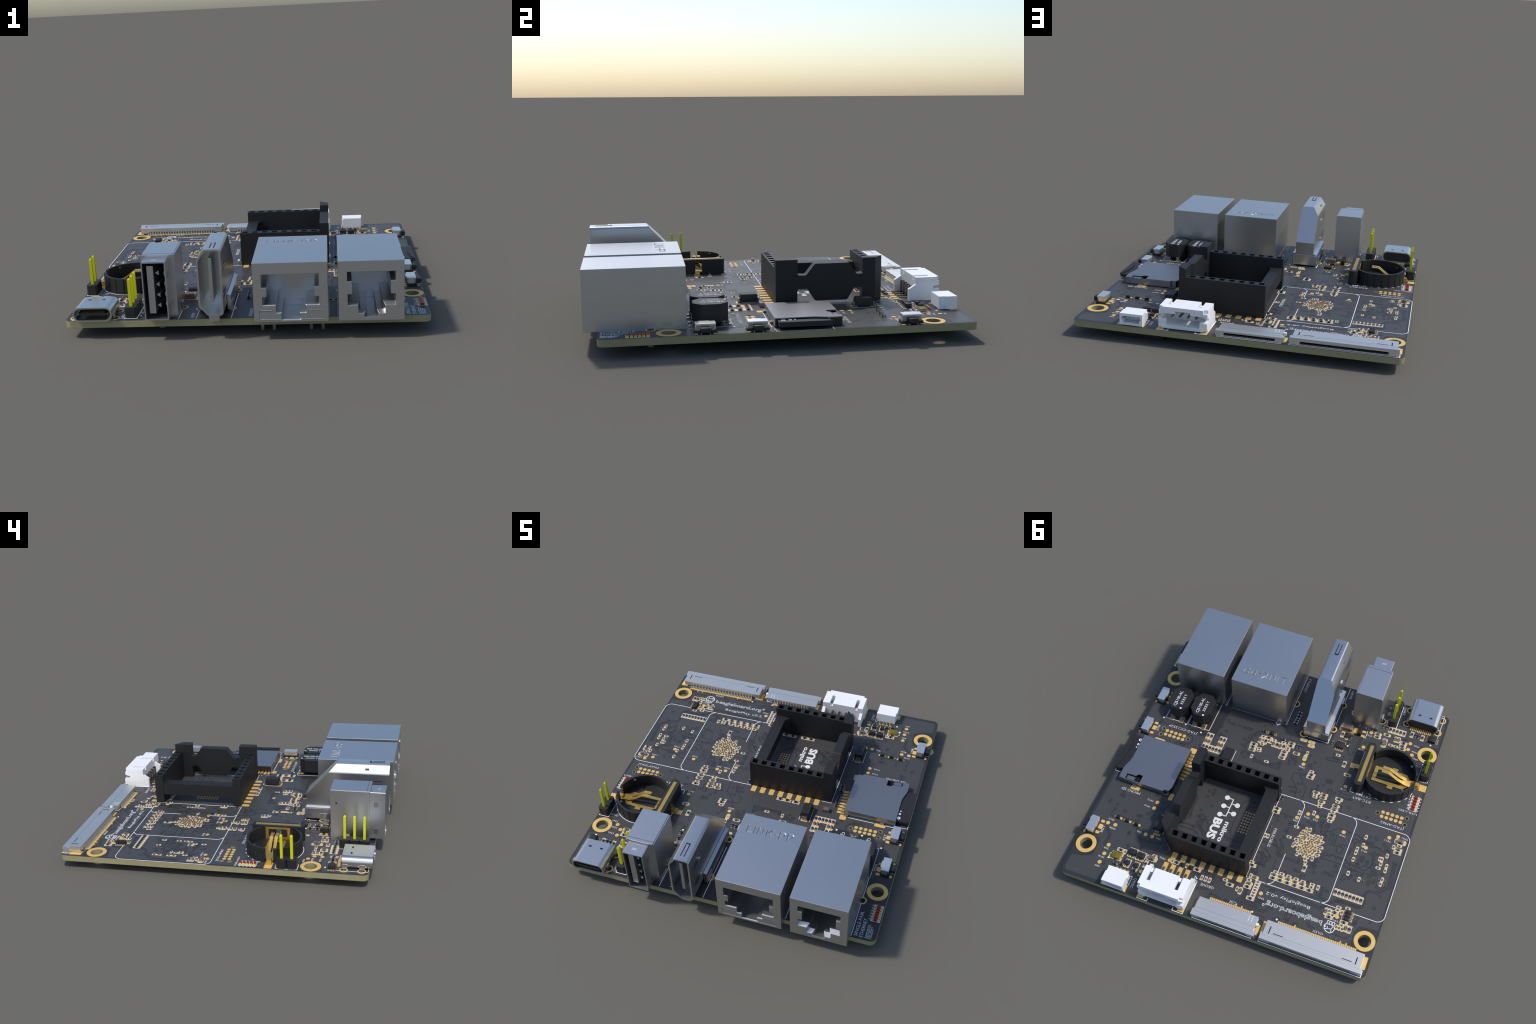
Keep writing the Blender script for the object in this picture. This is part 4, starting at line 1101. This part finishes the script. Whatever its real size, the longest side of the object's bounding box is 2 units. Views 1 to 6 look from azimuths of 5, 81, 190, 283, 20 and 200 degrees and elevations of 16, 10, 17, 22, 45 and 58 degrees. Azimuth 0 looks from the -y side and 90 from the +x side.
# ------------------------------------------------------------------ copper relief under the mask: grooves and via rings
V = Build()
LEVEL = [0]
def NEXT():
    LEVEL[0] += 1          # every groove a hair above the last, so crossings never share a plane
    return TOP + 0.00012 + LEVEL[0] * 4e-7
def via_rings(where, pts):
    for x, y in pts:
        V.ring(x, y, 0.0108, 0.0052, TOP - 0.0001, NEXT(), GROOVE, 12)
def grooves(where, lines):
    for q in lines:
        V.line(q, 0.0058, GROOVE, TOP - 0.0001, NEXT())
via_rings('processor', [(-0.141, 0.189), (-0.148, 0.214), (-0.187, 0.173), (-0.113, 0.182), (-0.227, 0.202), (-0.24, 0.2), (-0.227, 0.214), (-0.226, 0.246), (-0.223, 0.266), (-0.233, 0.272), (-0.226, 0.31), (-0.227, 0.357), (-0.215, 0.335), (-0.24, 0.375), (-0.228, 0.394), (-0.242, 0.386), (-0.223, 0.421), (-0.241, 0.414), (-0.239, 0.44), (-0.255, 0.434), (-0.23, 0.432), (-0.139, 0.457), (-0.192, 0.381), (-0.289, 0.442), (-0.312, 0.44), (-0.335, 0.443), (-0.36, 0.443), (-0.366, 0.427), (-0.308, 0.193), (-0.289, 0.2), (-0.319, 0.206), (-0.333, 0.157), (-0.359, 0.164), (-0.363, 0.061), (-0.391, 0.087), (-0.41, 0.123), (-0.411, 0.14), (-0.41, 0.159), (-0.445, 0.139), (-0.443, 0.159), (-0.396, 0.138), (-0.417, 0.082), (-0.387, 0.202), (-0.438, 0.237), (-0.446, 0.215), (-0.455, 0.2), (-0.457, 0.248), (-0.465, 0.212), (-0.469, 0.246), (-0.451, 0.26), (-0.453, 0.297), (-0.468, 0.286), (-0.471, 0.302), (-0.447, 0.308), (-0.46, 0.382), (-0.473, 0.391), (-0.446, 0.415), (-0.463, 0.422), (-0.472, 0.428), (-0.448, 0.437), (-0.464, 0.442), (-0.428, 0.421), (-0.458, 0.401), (-0.364, 0.496), (-0.385, 0.498), (-0.479, 0.475), (-0.315, 0.534), (-0.236, 0.612), (-0.26, 0.535)])
via_rings('processor rim', [(-0.541, 0.445), (-0.559, 0.449), (-0.574, 0.454), (-0.593, 0.454), (-0.592, 0.559), (-0.563, 0.55), (-0.563, 0.57), (-0.56, 0.595), (-0.273, 0.668), (-0.292, 0.67), (-0.399, 0.658), (-0.42, 0.659), (-0.35, 0.657), (-0.192, 0.465), (-0.181, 0.501), (-0.154, 0.5), (-0.147, 0.532), (-0.159, 0.53), (-0.17, 0.521), (-0.179, 0.538), (-0.589, 0.615)])
via_rings('memory', [(-0.91, 0.24), (-0.929, 0.241), (-0.757, 0.284), (-0.76, 0.299), (-0.716, 0.274), (-0.729, 0.274), (-0.71, 0.295), (-0.728, 0.295), (-0.746, 0.182), (-0.765, 0.179), (-0.781, 0.217), (-0.803, 0.219), (-0.815, 0.22), (-0.806, 0.335), (-0.825, 0.332), (-0.805, 0.349), (-0.826, 0.352), (-0.868, 0.336), (-0.796, 0.383), (-0.806, 0.41), (-0.805, 0.43), (-0.84, 0.393), (-0.831, 0.41), (-0.687, 0.434), (-0.724, 0.436), (-0.86, 0.429), (-0.799, 0.518), (-0.898, 0.482), (-0.886, 0.564), (-0.611, 0.413), (-0.59, 0.422), (-0.596, 0.39), (-0.585, 0.384), (-0.725, 0.122), (-0.76, 0.109), (-0.768, 0.123), (-0.747, 0.156), (-0.726, 0.16), (-0.822, 0.142), (-0.842, 0.16), (-0.841, 0.181), (-0.86, 0.176), (-0.803, 0.291), (-0.811, 0.31), (-0.69, 0.377), (-0.709, 0.372), (-0.674, 0.371), (-0.702, 0.327), (-0.711, 0.324), (-0.693, 0.418), (-0.695, 0.407), (-0.729, 0.394), (-0.755, 0.386), (-0.805, 0.372), (-0.572, 0.454), (-0.592, 0.454), (-0.589, 0.559), (-0.563, 0.551)])
via_rings('edge strip', [(-0.36, 0.835), (-0.38, 0.825), (-0.476, 0.823), (-0.491, 0.822), (-0.44, 0.729), (-0.447, 0.724), (-0.473, 0.729), (-0.485, 0.727), (-0.365, 0.741), (-0.372, 0.736), (-0.228, 0.767), (-0.235, 0.755), (-0.249, 0.763), (-0.809, 0.682), (-0.804, 0.7), (-0.815, 0.654), (-0.888, 0.654), (-0.887, 0.565), (-0.815, 0.821), (-0.799, 0.515), (-0.563, 0.592), (-0.432, 0.817), (-0.293, 0.876), (-0.811, 0.695)])
via_rings('card side', [(0.838, 0.366), (0.846, 0.392), (0.826, 0.386), (0.826, 0.399), (0.888, 0.448), (0.89, 0.462), (0.837, 0.465), (0.835, 0.498), (0.769, 0.49), (0.685, 0.491), (0.671, 0.489), (0.658, 0.489), (0.662, 0.521), (0.68, 0.616), (0.681, 0.629), (0.649, 0.699), (0.628, 0.459), (0.616, 0.438), (0.57, 0.357), (0.571, 0.387), (0.57, 0.408), (0.556, 0.41), (0.621, 0.312), (0.634, 0.314), (0.433, 0.643), (0.521, 0.699), (0.569, 0.687), (0.604, 0.7), (0.735, 0.862)])
via_rings('socket side', [(-0.139, 0.456), (-0.136, 0.529), (-0.159, 0.529), (-0.177, 0.538), (0.138, 0.689), (0.125, 0.702), (0.106, 0.701), (0.079, 0.702), (0.075, 0.721), (0.075, 0.756), (0.14, 0.816), (0.115, 0.806), (0.09, 0.797), (0.025, 0.707), (-0.043, 0.69), (-0.041, 0.702), (-0.061, 0.701), (-0.076, 0.691), (-0.058, 0.722), (-0.134, 0.599), (-0.154, 0.596), (-0.044, 0.828), (-0.057, 0.827), (-0.292, 0.875), (-0.231, 0.753), (-0.226, 0.768), (0.194, 0.721), (0.168, 0.723), (0.15, 0.725), (0.052, 0.82)])
via_rings('centre', [(0.338, -0.368), (0.309, -0.367), (0.291, -0.366), (0.274, -0.368), (0.255, -0.367), (0.181, -0.429), (0.151, -0.444), (0.134, -0.458), (0.27, -0.279), (0.27, -0.233), (0.243, -0.223), (0.247, -0.185), (0.246, -0.169), (0.231, -0.196), (0.213, -0.182), (0.193, -0.194), (0.195, -0.167), (0.22, -0.15), (0.159, -0.168), (0.152, -0.155), (0.136, -0.151), (0.15, -0.141), (0.125, -0.143), (0.113, -0.153), (0.101, -0.143), (0.091, -0.152), (0.077, -0.143), (0.053, -0.143), (0.047, -0.159), (0.029, -0.142), (0.034, -0.159), (0.005, -0.142), (0.014, -0.167), (0.001, -0.174), (-0.02, -0.145), (-0.012, -0.193), (-0.015, -0.18), (-0.017, -0.157)])
via_rings('centre left', [(-0.061, -0.266), (-0.097, -0.264), (-0.077, -0.254), (-0.066, -0.228), (-0.089, -0.242), (-0.108, -0.239), (-0.071, -0.204), (-0.107, -0.215), (-0.114, -0.294), (-0.226, -0.271), (-0.208, -0.242), (-0.199, -0.234), (-0.209, -0.223), (-0.156, -0.184), (-0.253, -0.198), (-0.178, -0.085), (-0.135, -0.045), (-0.154, -0.048), (-0.174, -0.046), (-0.15, -0.014), (-0.167, -0.016), (-0.184, -0.018), (-0.21, -0.028), (-0.33, -0.13), (-0.305, -0.11), (-0.306, -0.085), (-0.42, -0.098), (-0.342, -0.174), (-0.359, -0.174), (-0.375, -0.175), (-0.343, -0.16), (-0.358, -0.16), (-0.375, -0.161)])
via_rings('power', [(-0.225, -0.271), (-0.207, -0.244), (-0.419, -0.1), (-0.448, -0.119), (-0.47, -0.085), (-0.489, -0.083), (-0.504, -0.085), (-0.517, -0.087), (-0.531, -0.092), (-0.537, -0.029), (-0.612, -0.07), (-0.843, -0.185), (-0.614, 0.006), (-0.666, -0.005), (-0.392, -0.463), (-0.381, -0.462), (-0.392, -0.446), (-0.437, -0.433), (-0.721, -0.652), (-0.733, -0.65)])
via_rings('inside socket', [(0.331, 0.17), (0.301, 0.154), (0.3, 0.174), (0.299, 0.187), (0.329, 0.211), (0.218, 0.138), (0.277, 0.264), (0.326, 0.318), (0.194, 0.205), (0.205, 0.212), (0.217, 0.257), (0.137, 0.229), (0.329, 0.361), (0.318, 0.352), (0.305, 0.344), (0.293, 0.377), (0.284, 0.376), (0.282, 0.354), (0.288, 0.417), (0.375, 0.371), (0.377, 0.39), (0.335, 0.44), (0.324, 0.439), (0.295, 0.472), (0.113, 0.435), (0.094, 0.448), (0.085, 0.435), (0.068, 0.444), (0.054, 0.444), (0.04, 0.443), (0.029, 0.442), (0.047, 0.477)])
via_rings('debug', [(0.427, -0.384), (0.417, -0.37), (0.395, -0.367), (0.378, -0.365), (0.45, -0.321), (0.408, -0.296), (0.435, -0.264), (0.436, -0.25), (0.419, -0.251), (0.41, -0.252), (0.847, -0.206), (0.838, -0.212), (0.642, -0.099), (0.628, -0.093), (0.552, -0.103), (0.532, -0.13), (0.517, -0.31)])
grooves('card side', [
    [(0.836, 0.499), (0.846, 0.542), (0.821, 0.552), (0.805, 0.549)],
    [(0.815, 0.547), (0.796, 0.531), (0.755, 0.53), (0.742, 0.534)],
    [(0.724, 0.535), (0.67, 0.529)],
    [(0.83, 0.623), (0.78, 0.675), (0.783, 0.761)],
    [(0.835, 0.63), (0.789, 0.679), (0.795, 0.747)],
    [(0.691, 0.571), (0.649, 0.573), (0.639, 0.613), (0.592, 0.647), (0.471, 0.629), (0.446, 0.601)],
    [(0.684, 0.563), (0.64, 0.568), (0.63, 0.609), (0.591, 0.635), (0.476, 0.619), (0.45, 0.591)],
    [(0.551, 0.406), (0.555, 0.398), (0.533, 0.37), (0.535, 0.296)],
    [(0.649, 0.699), (0.648, 0.729)],
    [(0.511, 0.709), (0.491, 0.69), (0.465, 0.689), (0.461, 0.699)],
    [(0.629, 0.781), (0.623, 0.816)],
])
grooves('cable side', [
    [(0.052, 0.82), (0.001, 0.819), (-0.024, 0.84)],
    [(0.067, 0.857), (0.065, 0.843), (0.007, 0.834)],
    [(-0.105, 0.809), (-0.108, 0.795), (-0.141, 0.756), (-0.149, 0.705)],
    [(-0.117, 0.818), (-0.119, 0.804), (-0.152, 0.765), (-0.216, 0.75)],
    [(-0.13, 0.821), (-0.154, 0.791), (-0.182, 0.778), (-0.222, 0.778), (-0.266, 0.744)],
    [(-0.14, 0.826), (-0.162, 0.799), (-0.186, 0.788), (-0.227, 0.789), (-0.27, 0.755)],
    [(-0.153, 0.828), (-0.169, 0.807), (-0.19, 0.799), (-0.231, 0.8), (-0.275, 0.767)],
    [(-0.239, 0.862), (-0.257, 0.846), (-0.305, 0.845)],
    [(-0.143, 0.756), (-0.136, 0.714)],
    [(-0.153, 0.642), (-0.145, 0.472)],
    [(-0.134, 0.599), (-0.129, 0.56)],
    [(-0.154, 0.596), (-0.149, 0.553)],
    [(-0.12, 0.6), (-0.132, 0.523)],
])
grooves('edge strip', [
    [(-0.134, 0.809), (-0.15, 0.784), (-0.142, 0.73)],
    [(-0.168, 0.829), (-0.196, 0.81), (-0.279, 0.807), (-0.323, 0.747), (-0.356, 0.742)],
    [(-0.183, 0.843), (-0.205, 0.821), (-0.284, 0.819), (-0.336, 0.759)],
    [(-0.196, 0.81), (-0.209, 0.776), (-0.263, 0.765)],
    [(-0.412, 0.822), (-0.402, 0.746), (-0.407, 0.711)],
    [(-0.425, 0.822), (-0.415, 0.746), (-0.42, 0.711)],
    [(-0.432, 0.817), (-0.445, 0.791), (-0.45, 0.747)],
    [(-0.363, 0.665), (-0.444, 0.668), (-0.585, 0.682), (-0.602, 0.666), (-0.66, 0.606), (-0.731, 0.596), (-0.798, 0.601), (-0.823, 0.583), (-0.816, 0.494), (-0.822, 0.47)],
    [(-0.366, 0.65), (-0.444, 0.656), (-0.581, 0.669), (-0.598, 0.655), (-0.657, 0.595), (-0.728, 0.585), (-0.795, 0.591), (-0.81, 0.578), (-0.807, 0.498)],
    [(-0.54, 0.788), (-0.56, 0.808), (-0.578, 0.81), (-0.594, 0.832)],
    [(-0.55, 0.779), (-0.568, 0.8), (-0.588, 0.802), (-0.598, 0.812)],
    [(-0.702, 0.782), (-0.722, 0.802), (-0.794, 0.8), (-0.802, 0.781), (-0.801, 0.763)],
    [(-0.487, 0.652), (-0.507, 0.621), (-0.542, 0.622), (-0.589, 0.616)],
    [(-0.475, 0.826), (-0.488, 0.826)],
    [(-0.109, 0.747), (-0.185, 0.747), (-0.255, 0.744)],
])
grooves('memory', [
    [(-0.422, 0.194), (-0.476, 0.178), (-0.524, 0.13), (-0.624, 0.139), (-0.642, 0.134), (-0.667, 0.144), (-0.694, 0.159), (-0.713, 0.173), (-0.787, 0.171), (-0.827, 0.193), (-0.861, 0.174), (-0.872, 0.184), (-0.887, 0.31), (-0.865, 0.331), (-0.831, 0.362), (-0.74, 0.372), (-0.659, 0.372), (-0.638, 0.363), (-0.481, 0.365)],
    [(-0.478, 0.358), (-0.539, 0.319), (-0.622, 0.324), (-0.68, 0.344), (-0.756, 0.356), (-0.791, 0.314), (-0.793, 0.239), (-0.754, 0.22)],
    [(-0.495, 0.243), (-0.493, 0.184), (-0.51, 0.178), (-0.517, 0.239), (-0.533, 0.237), (-0.529, 0.179)],
    [(-0.502, 0.253), (-0.554, 0.254), (-0.56, 0.294), (-0.587, 0.296), (-0.595, 0.255), (-0.572, 0.252), (-0.562, 0.243), (-0.584, 0.231), (-0.614, 0.232), (-0.624, 0.24)],
    [(-0.63, 0.192), (-0.634, 0.169), (-0.674, 0.167), (-0.675, 0.179), (-0.648, 0.189), (-0.652, 0.226)],
    [(-0.627, 0.285), (-0.636, 0.244), (-0.648, 0.235), (-0.638, 0.285)],
    [(-0.484, 0.343), (-0.501, 0.316), (-0.531, 0.338), (-0.549, 0.315), (-0.574, 0.334), (-0.597, 0.317), (-0.619, 0.338)],
    [(-0.631, 0.354), (-0.644, 0.337), (-0.66, 0.351), (-0.673, 0.334), (-0.693, 0.351), (-0.709, 0.333), (-0.728, 0.346), (-0.741, 0.329), (-0.748, 0.318), (-0.782, 0.321), (-0.786, 0.275)],
    [(-0.676, 0.149), (-0.697, 0.167), (-0.748, 0.164), (-0.781, 0.177), (-0.81, 0.174)],
    [(-0.726, 0.235), (-0.759, 0.235), (-0.78, 0.244), (-0.78, 0.269), (-0.806, 0.259)],
    [(-0.782, 0.321), (-0.817, 0.316), (-0.826, 0.288)],
    [(-0.674, 0.415), (-0.648, 0.425), (-0.644, 0.459), (-0.655, 0.458), (-0.676, 0.422)],
    [(-0.929, 0.241), (-0.941, 0.406), (-0.925, 0.424), (-0.873, 0.476), (-0.829, 0.472), (-0.814, 0.494), (-0.823, 0.565), (-0.803, 0.592), (-0.651, 0.599), (-0.586, 0.67)],
    [(-0.918, 0.241), (-0.93, 0.403), (-0.919, 0.417), (-0.87, 0.465), (-0.83, 0.462), (-0.806, 0.489), (-0.812, 0.561), (-0.799, 0.582), (-0.654, 0.586)],
    [(-0.91, 0.24), (-0.921, 0.398), (-0.864, 0.457)],
    [(-0.42, 0.169), (-0.423, 0.133), (-0.425, 0.115)],
    [(-0.462, 0.179), (-0.463, 0.118)],
])
grooves('processor', [
    [(-0.233, 0.541), (-0.234, 0.454)],
    [(-0.139, 0.425), (-0.164, 0.434), (-0.196, 0.463), (-0.201, 0.489)],
    [(-0.115, 0.383), (-0.185, 0.379), (-0.218, 0.4)],
    [(-0.218, 0.4), (-0.187, 0.351), (-0.157, 0.338)],
    [(-0.102, 0.48), (-0.12, 0.46), (-0.164, 0.466), (-0.189, 0.489)],
    [(-0.114, 0.499), (-0.133, 0.473), (-0.163, 0.476), (-0.183, 0.496)],
    [(-0.12, 0.51), (-0.142, 0.486), (-0.161, 0.491)],
    [(-0.131, 0.597), (-0.131, 0.543)],
    [(-0.152, 0.598), (-0.148, 0.545)],
    [(-0.421, 0.124), (-0.427, 0.203), (-0.457, 0.206)],
    [(-0.459, 0.114), (-0.463, 0.175)],
    [(-0.371, 0.2), (-0.367, 0.14)],
    [(-0.382, 0.201), (-0.378, 0.14)],
    [(-0.208, 0.657), (-0.278, 0.658), (-0.347, 0.658)],
    [(-0.355, 0.659), (-0.386, 0.621), (-0.45, 0.619)],
    [(-0.475, 0.552), (-0.462, 0.539), (-0.478, 0.527), (-0.503, 0.542), (-0.515, 0.599)],
    [(-0.531, 0.575), (-0.542, 0.606), (-0.589, 0.615)],
    [(-0.42, 0.537), (-0.405, 0.516), (-0.431, 0.511), (-0.436, 0.523)],
    [(-0.141, 0.162), (-0.173, 0.155), (-0.24, 0.163)],
    [(-0.106, 0.315), (-0.139, 0.312)],
])
grooves('centre', [
    [(0.243, -0.223), (0.231, -0.322), (0.198, -0.367), (0.187, -0.376)],
    [(0.258, -0.229), (0.247, -0.321), (0.205, -0.376), (0.178, -0.379)],
    [(0.24, -0.246), (0.224, -0.313), (0.192, -0.357), (0.179, -0.359)],
    [(0.1, -0.367), (0.044, -0.369), (-0.009, -0.369), (-0.016, -0.382), (-0.109, -0.383), (-0.12, -0.397)],
    [(0.088, -0.357), (0.039, -0.356)],
    [(-0.165, -0.153), (-0.211, -0.152)],
    [(-0.167, -0.165), (-0.21, -0.165)],
    [(-0.126, -0.152), (-0.123, -0.105), (-0.163, -0.065), (-0.182, -0.045), (-0.189, 0.021)],
    [(-0.126, -0.152), (-0.158, -0.155), (-0.204, -0.103), (-0.2, -0.083), (-0.218, -0.086), (-0.236, -0.07), (-0.24, 0.019)],
    [(-0.273, -0.029), (-0.273, -0.075), (-0.305, -0.084)],
    [(-0.273, -0.029), (-0.293, -0.006)],
    [(-0.284, -0.327), (-0.291, -0.342), (-0.373, -0.344)],
    [(-0.283, -0.318), (-0.378, -0.328)],
    [(-0.318, -0.39), (-0.322, -0.354), (-0.355, -0.352)],
    [(-0.132, -0.305), (-0.131, -0.319), (-0.164, -0.329), (-0.183, -0.315), (-0.179, -0.285)],
    [(-0.372, -0.08), (-0.369, -0.111), (-0.383, -0.116), (-0.399, -0.104), (-0.403, -0.069)],
])
grooves('power', [
    [(-0.276, -0.329), (-0.284, -0.339), (-0.404, -0.358)],
    [(-0.284, -0.322), (-0.395, -0.335)],
    [(-0.448, -0.119), (-0.469, -0.112), (-0.568, -0.119), (-0.614, -0.074), (-0.623, -0.096), (-0.565, -0.143)],
    [(-0.447, -0.079), (-0.449, -0.108)],
    [(-0.384, -0.443), (-0.419, -0.413), (-0.468, -0.415), (-0.548, -0.419)],
    [(-0.437, -0.433), (-0.446, -0.568)],
    [(-0.451, -0.432), (-0.458, -0.565)],
    [(-0.384, -0.037), (-0.376, -0.109), (-0.395, -0.116), (-0.404, -0.05), (-0.387, -0.038)],
    [(-0.325, -0.347), (-0.32, -0.379), (-0.391, -0.379)],
    [(-0.493, 0.027), (-0.493, -0.022), (-0.477, -0.022)],
    [(-0.295, -0.04), (-0.265, -0.079)],
    [(-0.69, -0.6), (-0.726, -0.647)],
    [(-0.472, -0.523), (-0.499, -0.54), (-0.512, -0.552)],
    [(-0.419, -0.327), (-0.446, -0.328)],
])
grooves('inside socket', [
    [(0.398, 0.217), (0.382, 0.238), (0.379, 0.345), (0.373, 0.37)],
    [(0.407, 0.225), (0.392, 0.242), (0.389, 0.349), (0.381, 0.384)],
    [(0.317, 0.354), (0.318, 0.418), (0.282, 0.447), (0.229, 0.484)],
    [(0.305, 0.366), (0.308, 0.414), (0.276, 0.439), (0.217, 0.479)],
    [(0.293, 0.372), (0.298, 0.416), (0.268, 0.436), (0.211, 0.472)],
    [(0.283, 0.378), (0.286, 0.417)],
    [(0.279, 0.361), (0.241, 0.4), (0.236, 0.445)],
    [(0.414, 0.439), (0.317, 0.433)],
    [(0.416, 0.466), (0.319, 0.461), (0.267, 0.483)],
    [(0.098, 0.169), (0.078, 0.147), (0.02, 0.15)],
    [(0.101, 0.175), (0.104, 0.39), (0.085, 0.414), (-0.001, 0.418)],
    [(0.059, 0.208), (0.054, 0.184), (0.009, 0.178)],
    [(0.059, 0.208), (0.053, 0.376)],
])
grooves('debug', [
    [(0.856, -0.338), (0.85, -0.211)],
    [(0.841, -0.338), (0.838, -0.221)],
    [(0.83, -0.219), (0.796, -0.206), (0.706, -0.244), (0.691, -0.221)],
    [(0.691, -0.085), (0.668, -0.107), (0.604, -0.116), (0.585, -0.142), (0.597, -0.175), (0.619, -0.183), (0.645, -0.179)],
    [(0.679, -0.079), (0.659, -0.097), (0.599, -0.107)],
    [(0.608, -0.231), (0.59, -0.211), (0.538, -0.219), (0.528, -0.239)],
    [(0.596, -0.236), (0.581, -0.222), (0.546, -0.227)],
    [(0.523, -0.258), (0.495, -0.258), (0.477, -0.237)],
])
relief = put("copper_relief", V, BOARD)
relief["kind"] = "stuff"
